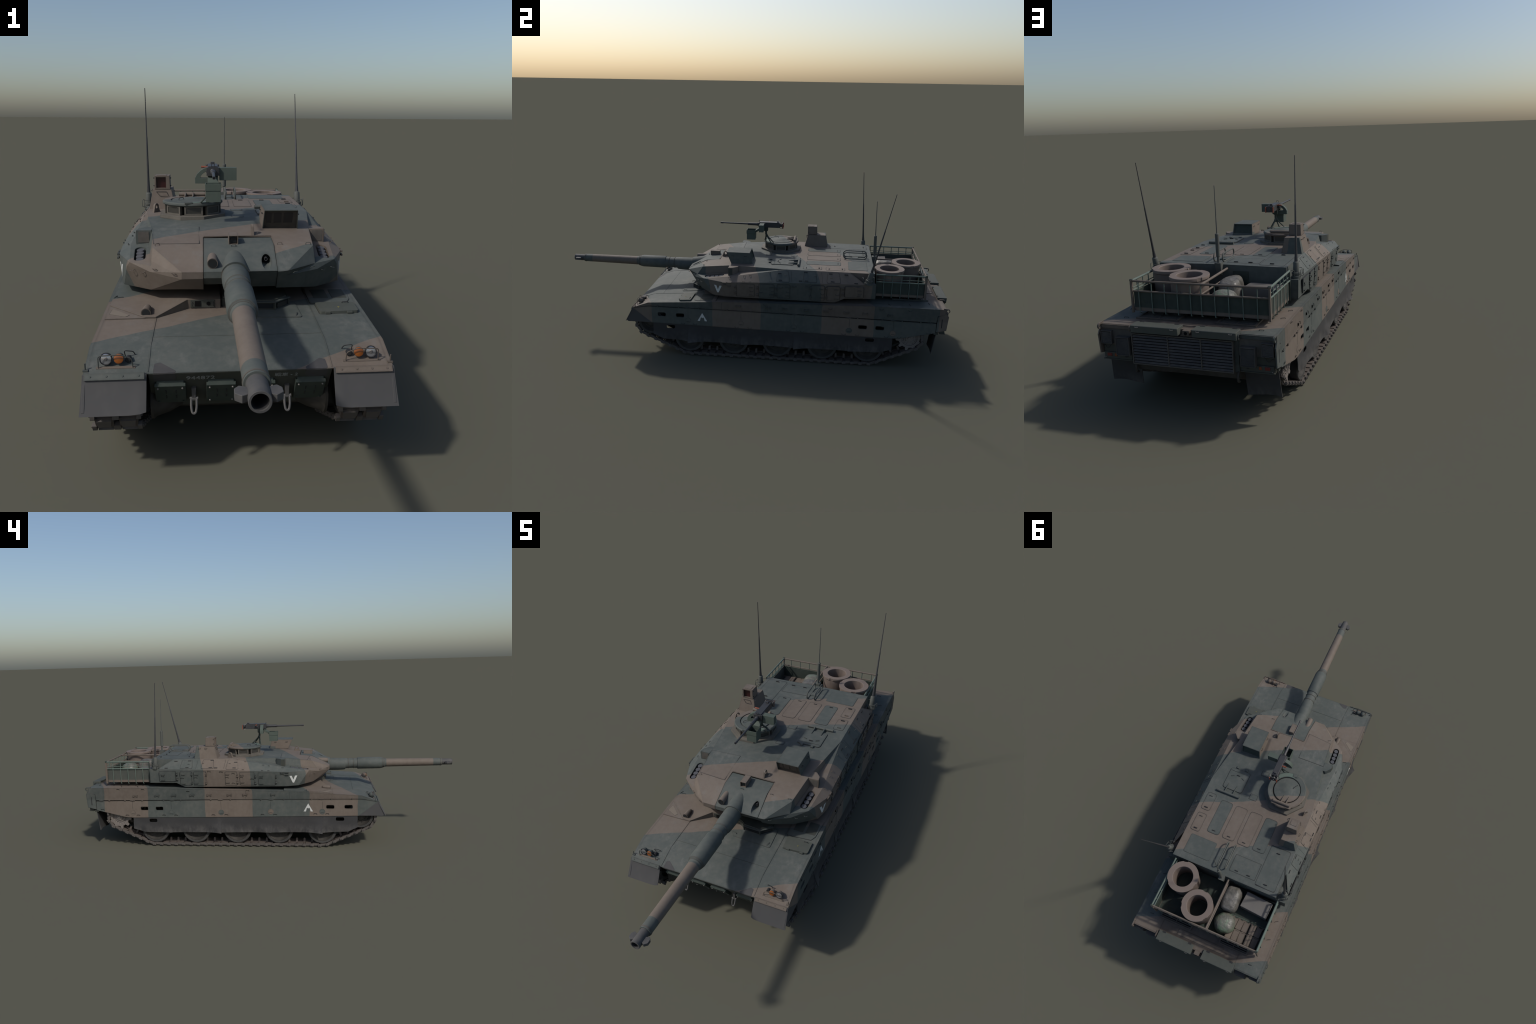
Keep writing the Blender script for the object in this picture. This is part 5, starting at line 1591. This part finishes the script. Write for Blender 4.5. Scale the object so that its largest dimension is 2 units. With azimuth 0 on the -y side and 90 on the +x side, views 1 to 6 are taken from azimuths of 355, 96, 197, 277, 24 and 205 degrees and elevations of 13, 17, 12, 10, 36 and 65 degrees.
for i, (y, z) in enumerate(((0.552, 0.390), (0.554, 0.377), (0.552, 0.361), (0.442, 0.390), (0.447, 0.367), (0.442, 0.341), (0.369, 0.389), (0.375, 0.369), (0.372, 0.343), (0.301, 0.4060), (0.237, 0.402), (0.204, 0.391), (0.173, 0.391), (0.207, 0.370), (0.203, 0.346), (0.173, 0.339), (0.126, 0.386), (0.131, 0.370), (0.125, 0.347), (0.074, 0.361), (0.025, 0.380), (0.028, 0.365), (0.024, 0.339), (-0.084, 0.386), (-0.109, 0.388))):
    kit = side_handle if i in (1, 4, 7, 9, 10, 12, 13, 15, 17, 19, 21, 23) else side_lug2
    kit.sides(side_x(z) + 0.0014, y, z)
for y, z in ((-0.084, 0.3995), (-0.109, 0.3985)):
    side_lug2.sides(side_x(z), y, z)


def facet(y, z):
    """outer surface of the sloping upper side: point on it for a height z at station y"""
    low = lerp_table([(-0.115, 0.4000), (-0.04, 0.4035), (0.21, 0.4130), (0.582, 0.4195)], y)
    lx = lerp_table([(-0.115, 0.3110), (-0.04, 0.3135), (0.21, 0.3125), (0.582, 0.3040)], y)
    hi = lerp_table([(-0.084, 0.4215), (0.194, 0.4665), (0.505, 0.4650)], y)
    hx = lerp_table([(-0.084, 0.2815), (0.194, 0.2645), (0.505, 0.2645)], y)
    t = (z - low) / (hi - low)
    return lx + (hx - lx) * t


FN = Vector((0.74, 0, 0.67)).normalized()
facet_lug = Kit("facet_lug", lambda: box(-0.0085, 0.0085, -0.0018, 0.0018, -0.001, 0.0030), M_DARK, turret)
facet_ring = Kit("facet_handle", lambda: d_handle(0.009, 0.0045), CAMO, turret)
for i, (y, z) in enumerate(((0.487, 0.455), (0.412, 0.456), (0.415, 0.440), (0.422, 0.425), (0.535, 0.4230), (0.338, 0.444), (0.290, 0.458), (0.296, 0.4240), (0.267, 0.4230), (0.194, 0.442), (0.163, 0.448), (0.169, 0.4220), (0.112, 0.449), (0.122, 0.4140), (0.017, 0.432), (-0.013, 0.428), (0.020, 0.4080), (-0.013, 0.4070), (-0.085, 0.418))):
    kit = facet_ring if i in (2, 5, 9, 12, 13, 14, 15, 16, 17, 18) else facet_lug
    kit.sides(facet(y, z), y, z, n=FN)
for y0, y1, z0, z1 in ((0.394, 0.462, 0.4200, 0.4610), (0.279, 0.348, 0.4195, 0.4620), (0.147, 0.214, 0.4160, 0.4600)):
    pts = round_poly([(y0, z0), (y1, z0), (y1 - 0.010, z1), (y0 + 0.004, z1)], 0.007, 4)
    n = len(pts)
    F = [tuple(range(n)), tuple(range(2 * n - 1, n - 1, -1))] + [(i, (i + 1) % n, n + (i + 1) % n, n + i) for i in range(n)]
    for nm, off, gr, mt in (("facet_door", 0.0012, 0.0, CAMO), ("panel_dark_outline", 0.0004, 0.0012, M_DARK)):
        cy, cz = sum(p[0] for p in pts) / n, sum(p[1] for p in pts) / n
        V = []
        for o in (off, -0.004):
            for y, z in pts:
                d = Vector((y - cy, z - cz)).normalized() * gr
                yy, zz = y + d.x, z + d.y
                V.append(Vector((facet(yy, zz), yy, zz)) + FN * o)
        both(nm, mesh(nm, V, F), mt, turret, bevel=0.0004 if gr == 0 else 0, seg=1)
for y in (0.375, 0.225):
    a, b = Vector((facet(y, 0.419), y, 0.419)), Vector((facet(y - 0.008, 0.461), y - 0.008, 0.461))
    both("facet_seam", sweep([a, b], 0.0006, 6), M_DARK, turret)
def draped(name, poly, off, mat):
    """thin marking laid on the turret flank: a fine grid clipped to the outline follows every bend"""
    tris = tessellate_polygon([[Vector((p[0], p[1], 0)) for p in poly]])
    bm = bmesh.new()
    vs = [bm.verts.new((0, p[0], p[1])) for p in poly]
    for t in tris:
        try:
            bm.faces.new([vs[i] for i in t])
        except ValueError:
            pass
    bmesh.ops.subdivide_edges(bm, edges=bm.edges, cuts=5, use_grid_fill=True)
    for v in bm.verts:
        v.co.x = surf_x(v.co.y, v.co.z) + off
    r = bmesh.ops.extrude_face_region(bm, geom=list(bm.faces))
    for v in [g for g in r["geom"] if isinstance(g, bmesh.types.BMVert)]:
        v.co.x -= off + 0.0015
    bmesh.ops.recalc_face_normals(bm, faces=bm.faces)
    me = bpy.data.meshes.new(name)
    bm.to_mesh(me)
    bm.free()
    return both(name, me, mat, turret, smooth=0)


draped("turret_chevron", chevron(-0.1415, 0.3610, 0.0400, 0.0370, 0.0115, True), 0.0008, M_WHITE)
# bolt rows along the bottom of the front cheeks
add("vent", join([box(-0.113, -0.051, 0.6240, 0.6290, 0.395, 0.443)] + [box(-0.110, -0.054, 0.6290, 0.6300, 0.399 + 0.008 * i, 0.4035 + 0.008 * i) for i in range(5)]), M_DARKG, turret)

# ------------------------------------------------------------------ aerials
def aerial(base, tip):
    base, tip = Vector(base), Vector(tip)
    d = (tip - base).normalized()
    mount = add("aerial_mount", lathe([(-0.004, 0.0190), (0.004, 0.0190), (0.005, 0.0150), (0.0100, 0.0150), (0.011, 0.0165), (0.0175, 0.0165), (0.0185, 0.0120), (0.055, 0.0112), (0.058, 0.0095), (0.060, 0.0060)], base, d, 26), M_ANT, root)
    L = (tip - base).length
    add("aerial_rod", lathe([(0.058, 0.0072), (0.085, 0.0052), (0.12, 0.0044), (L * 0.60, 0.0031), (L * 0.605, 0.0025), (L, 0.0014)], base, d, 12), M_GUNMETAL, mount)
    s = 1 if base.x > 0 else -1
    for dx, dy in ((0.022, -0.005), (-0.012, 0.024), (0.005, -0.026)):
        a = base + Vector((s * dx, dy, 0.004))
        t = Vector((-dy, dx, 0)).normalized() * 0.011
        add("mount_guard", sweep(fillet([a - t * 0.8 + Vector((-s * dx, -dy, 0)) * 0.4, a - t, a - t + Vector((0, 0, 0.026)), a + t + Vector((0, 0, 0.026)), a + t, a + t * 0.8 + Vector((-s * dx, -dy, 0)) * 0.4], 0.004, 3), 0.0012, 6), M_ANT, mount)


aerial((-0.2935, 0.5970, 0.4230), (-0.2920, 0.5750, 0.8745))
aerial((0.2940, 0.5930, 0.4230), (0.2920, 0.6970, 0.8625))
mast = add("aerial_mount", join([hexa([(-0.0090, 0.6255, 0.4250), (0.0110, 0.6255, 0.4250), (0.0110, 0.6440, 0.4300), (-0.0090, 0.6440, 0.4300)], [(-0.0110, 0.6255, 0.4770), (0.0140, 0.6255, 0.4770), (0.0140, 0.6520, 0.4770), (-0.0110, 0.6520, 0.4770)]), cyl((0.0025, 0.6390, 0.476), (0.0030, 0.6385, 0.502), 0.0052, 14)]), M_ANT, root, smooth=30)
add("aerial_rod", lathe([(0, 0.0060), (0.002, 0.0076), (0.088, 0.0076), (0.090, 0.0060), (0.0905, 0.0024), (0.272, 0.0014)], (0.0030, 0.6385, 0.4990), (0.003, -0.0045, 0.272), 18), M_ANT, mast)

# ------------------------------------------------------------------ stowage basket
BX0, BX1, BY0, BY1, BZ0, BZ1 = -0.2780, 0.2430, 0.6350, 0.8740, 0.3440, 0.4545
basket = add("stowage_basket", box(BX0 + 0.004, BX1 - 0.004, BY0 - 0.004, BY1 - 0.004, BZ0, BZ0 + 0.0040), M_DARKG, root)
def panel_wall(name, a, b, mat, z0, z1, out):
    a, b, out = Vector(a), Vector(b), Vector(out) * 0.0022
    p = [a, b, b + out, a + out]
    return add(name, prism([tuple(q) for q in p], "z", z0, z1), mat, basket)


IN = 0.0055
for nm, z0, z1, mat in (("basket_panel", BZ0 + 0.0125, 0.4130, M_DARKG), ("basket_skirting", BZ0 - 0.001, BZ0 + 0.0125, M_TAN)):
    panel_wall(nm, (BX0 + IN, BY1 - IN), (BX1 - IN, BY1 - IN), mat, z0, z1, (0, 1))
    panel_wall(nm, (BX0 + IN, BY0), (BX0 + IN, BY1 - IN), mat if mat is M_TAN else M_OLIVE, z0, z1, (-1, 0))
    panel_wall(nm, (BX1 - IN, BY0), (BX1 - IN, BY1 - IN), mat, z0, z1, (1, 0))
rail = lambda pts, r, m=M_RACK, nm="basket_rail": add(nm, sweep(pts, r, 10), m, basket)
rail([(BX0, BY0, BZ1), (BX0, BY1, BZ1)], 0.0040)
rail([(BX1, BY0, BZ1), (BX1, BY1, BZ1)], 0.0040)
rail([(BX0, BY1, BZ1), (BX1, BY1, BZ1)], 0.0040, M_TAN)
rail([(BX0, BY0, 0.4175), (BX0, BY1, 0.4175)], 0.0032)
rail([(BX1, BY0, 0.4175), (BX1, BY1, 0.4175)], 0.0032)
rail([(BX0, BY1, 0.4175), (BX1, BY1, 0.4175)], 0.0034, M_TAN)
rail([(BX0 + 0.004, BY0, 0.4300), (BX0 + 0.004, BY1, 0.4300)], 0.0016)
rail([(BX1 - 0.004, BY0, 0.4300), (BX1 - 0.004, BY1, 0.4300)], 0.0016)
rail([(-0.0285, BY0 - 0.004, 0.4530), (-0.0285, BY1, 0.4530)], 0.0044, M_TAN)
rail([(-0.0285, BY0, 0.4190), (-0.0285, BY1, 0.4190)], 0.0034, M_TAN)
for x in (BX0, BX1):
    s = -1 if x < 0 else 1
    add("basket_post", box(x - 0.0035, x + 0.0035, BY1 - 0.004, BY1 + 0.0065, 0.3370, 0.4585), M_TAN, basket, bevel=0.001)
    add("post_knob", cyl((x - 0.005, BY1 + 0.001, 0.4570), (x + 0.005, BY1 + 0.001, 0.4570), 0.0045, 10), M_DARKG, basket)
    add("basket_post", box(x - 0.0025, x + 0.0025, BY0 - 0.0020, BY0 + 0.0030, 0.3400, 0.4560), M_DARKG, basket)
rod_src = None
rods = [((x, BY1 - 0.0005), (0, 1)) for x in (0.216, 0.165, 0.114, 0.0640, 0.0140, -0.0270, -0.0780, -0.1290, -0.1810, -0.2330)]
for y in (0.838, 0.796, 0.755, 0.713, 0.672):
    rods += [((BX0 + 0.0005, y), (-1, 0)), ((BX1 - 0.0005, y), (1, 0))]
for (x, y), (ox, oy) in rods:
    pts = [(x, y, BZ1), (x, y, 0.4175), (x + ox * 0.002, y + oy * 0.002, 0.4100), (x + ox * 0.001, y + oy * 0.001, 0.3385), (x - ox * 0.010, y - oy * 0.010, 0.3345)]
    r = add("basket_rod", sweep(pts, [0.0020, 0.0020, 0.0019, 0.0019, 0.0019], 8), M_RACK, basket)
for i in range(1, 12):
    x = BX0 + (BX1 - BX0) * i / 12
    add("floor_rib", box(x - 0.001, x + 0.001, BY0, BY1 - 0.006, BZ0 + 0.004, BZ0 + 0.0052), M_FRONT, basket)
for i in range(1, 6):
    y = BY0 + (BY1 - BY0) * i / 6
    add("floor_rib", box(BX0 + 0.006, BX1 - 0.006, y - 0.001, y + 0.001, BZ0 + 0.0045, BZ0 + 0.0056), M_RACK if i == 3 else M_FRONT, basket)
# spare track links lying in the basket
k = 0
for j, y in enumerate((0.786, 0.838)):
    for i, x in enumerate((-0.118, -0.148, -0.178, -0.212, -0.242)):
        dz = 0.3530 + (0.002 if i % 2 else 0.0)
        me = join([prism(rrect(-0.0140, 0.0140, -0.0225, 0.0225, 0.003, 3), "z", -0.0045, 0.0060), box(-0.0080, 0.0080, 0.0200, 0.0290, -0.004, 0.004), box(0.006, 0.0165, -0.0275, -0.0200, -0.004, 0.0045), box(-0.0165, -0.006, -0.0275, -0.0200, -0.004, 0.0045)]) if k == 0 else None
        M = Matrix.Translation((x, y, dz)) @ Matrix.Rotation(radians(random.uniform(-3, 3)), 4, "Z") @ Matrix.Rotation(radians((-6, 3, 5, -4, 2)[i]), 4, "Y")
        if k == 0:
            ls = add("spare_link", me, M_TAN, basket, bevel=0.001, seg=1)
            ls.matrix_local = M
        else:
            put(ls, M, basket)
        k += 1

# ------------------------------------------------------------------ loose stowage
def ring(name, x, y):
    prof = [(0.0, 0.0660), (0.004, 0.0675), (0.094, 0.0690), (0.0975, 0.0728), (0.1065, 0.0735), (0.1085, 0.0728), (0.1085, 0.0485), (0.1070, 0.0470), (0.002, 0.0465), (0.0, 0.048)]
    me = lathe(prof, (0, 0, 0), (0, 0, 1), 64, closed=True)
    nicks = [prism(rrect(0.0700, 0.0800, -0.010, 0.010, 0.003, 3), "z", 0.08, 0.12) for _ in range(3)]
    for c, a in zip(nicks, (40, 165, 285)):
        c.transform(Matrix.Rotation(radians(a), 4, "Z"))
    me = boolean(me, nicks)
    ob = add(name, me, M_RING, None, bevel=0.0012, seg=2, smooth=35)
    ob.location = (x, y, 0.3585)
    ob["label"] = "thick tan insulated ring, open through the middle"
    ob["category"] = "ring"
    return ob


ring("stowed_ring", 0.1700, 0.7030)
r2 = ring("stowed_ring", 0.0510, 0.7960)
r2.rotation_euler = (0, 0, radians(-20))


def sack(name, c, hx, hy, hz, e, mat, seed, label):
    V, F = [], []
    nu, nv = 40, 22
    for j in range(1, nv):
        for i in range(nu):
            u, v = 2 * pi * i / nu, -pi / 2 + pi * j / nv
            pw = lambda q, k: math.copysign(abs(q) ** k, q)
            p = Vector((hx * pw(cos(v), e) * pw(cos(u), e), hy * pw(cos(v), e) * pw(sin(u), e), hz * pw(sin(v), e)))
            q = 1.2 * noise.noise(p * 26 + Vector((seed, 0, 0)))
            q += 0.9 * abs(noise.noise(p * 48 + Vector((0, seed, 0))))
            p *= 1 + 0.055 * q
            V.append(p)
    V += [Vector((0, 0, -hz)), Vector((0, 0, hz))]
    rows = nv - 1
    for j in range(rows - 1):
        for i in range(nu):
            F.append((j * nu + i, j * nu + (i + 1) % nu, (j + 1) * nu + (i + 1) % nu, (j + 1) * nu + i))
    for i in range(nu):
        F.append((len(V) - 2, (i + 1) % nu, i))
        F.append((len(V) - 1, (rows - 1) * nu + i, (rows - 1) * nu + (i + 1) % nu))
    ob = add(name, mesh(name, V, F), mat, None, smooth=80)
    ob.location = c
    ob["label"] = label
    ob["category"] = "sack"
    return ob


s1 = sack("stowed_sack", (-0.0705, 0.6980, 0.3900), 0.0400, 0.0600, 0.0470, 0.62, M_BAG1, 3.0, "full grey cloth kit sack lying in the basket")
s1.rotation_euler = (0, radians(4), radians(3))
s2 = sack("stowed_sack", (-0.0840, 0.8080, 0.3800), 0.0480, 0.0470, 0.0390, 0.85, M_BAG2, 11.0, "round mottled green and brown kit sack")
s2.rotation_euler = (0, 0, radians(20))
cr = add("stowed_crate", box(-0.0670, 0.0670, -0.0375, 0.0375, 0.0, 0.0560), M_CRATE, None, bevel=0.0025, seg=2)
cr.matrix_local = Matrix.Translation((-0.1890, 0.6790, 0.3490)) @ Matrix.Rotation(radians(-4), 4, "Z")
cr["label"] = "plain grey rectangular stowage crate with flat lid"
cr["category"] = "crate"
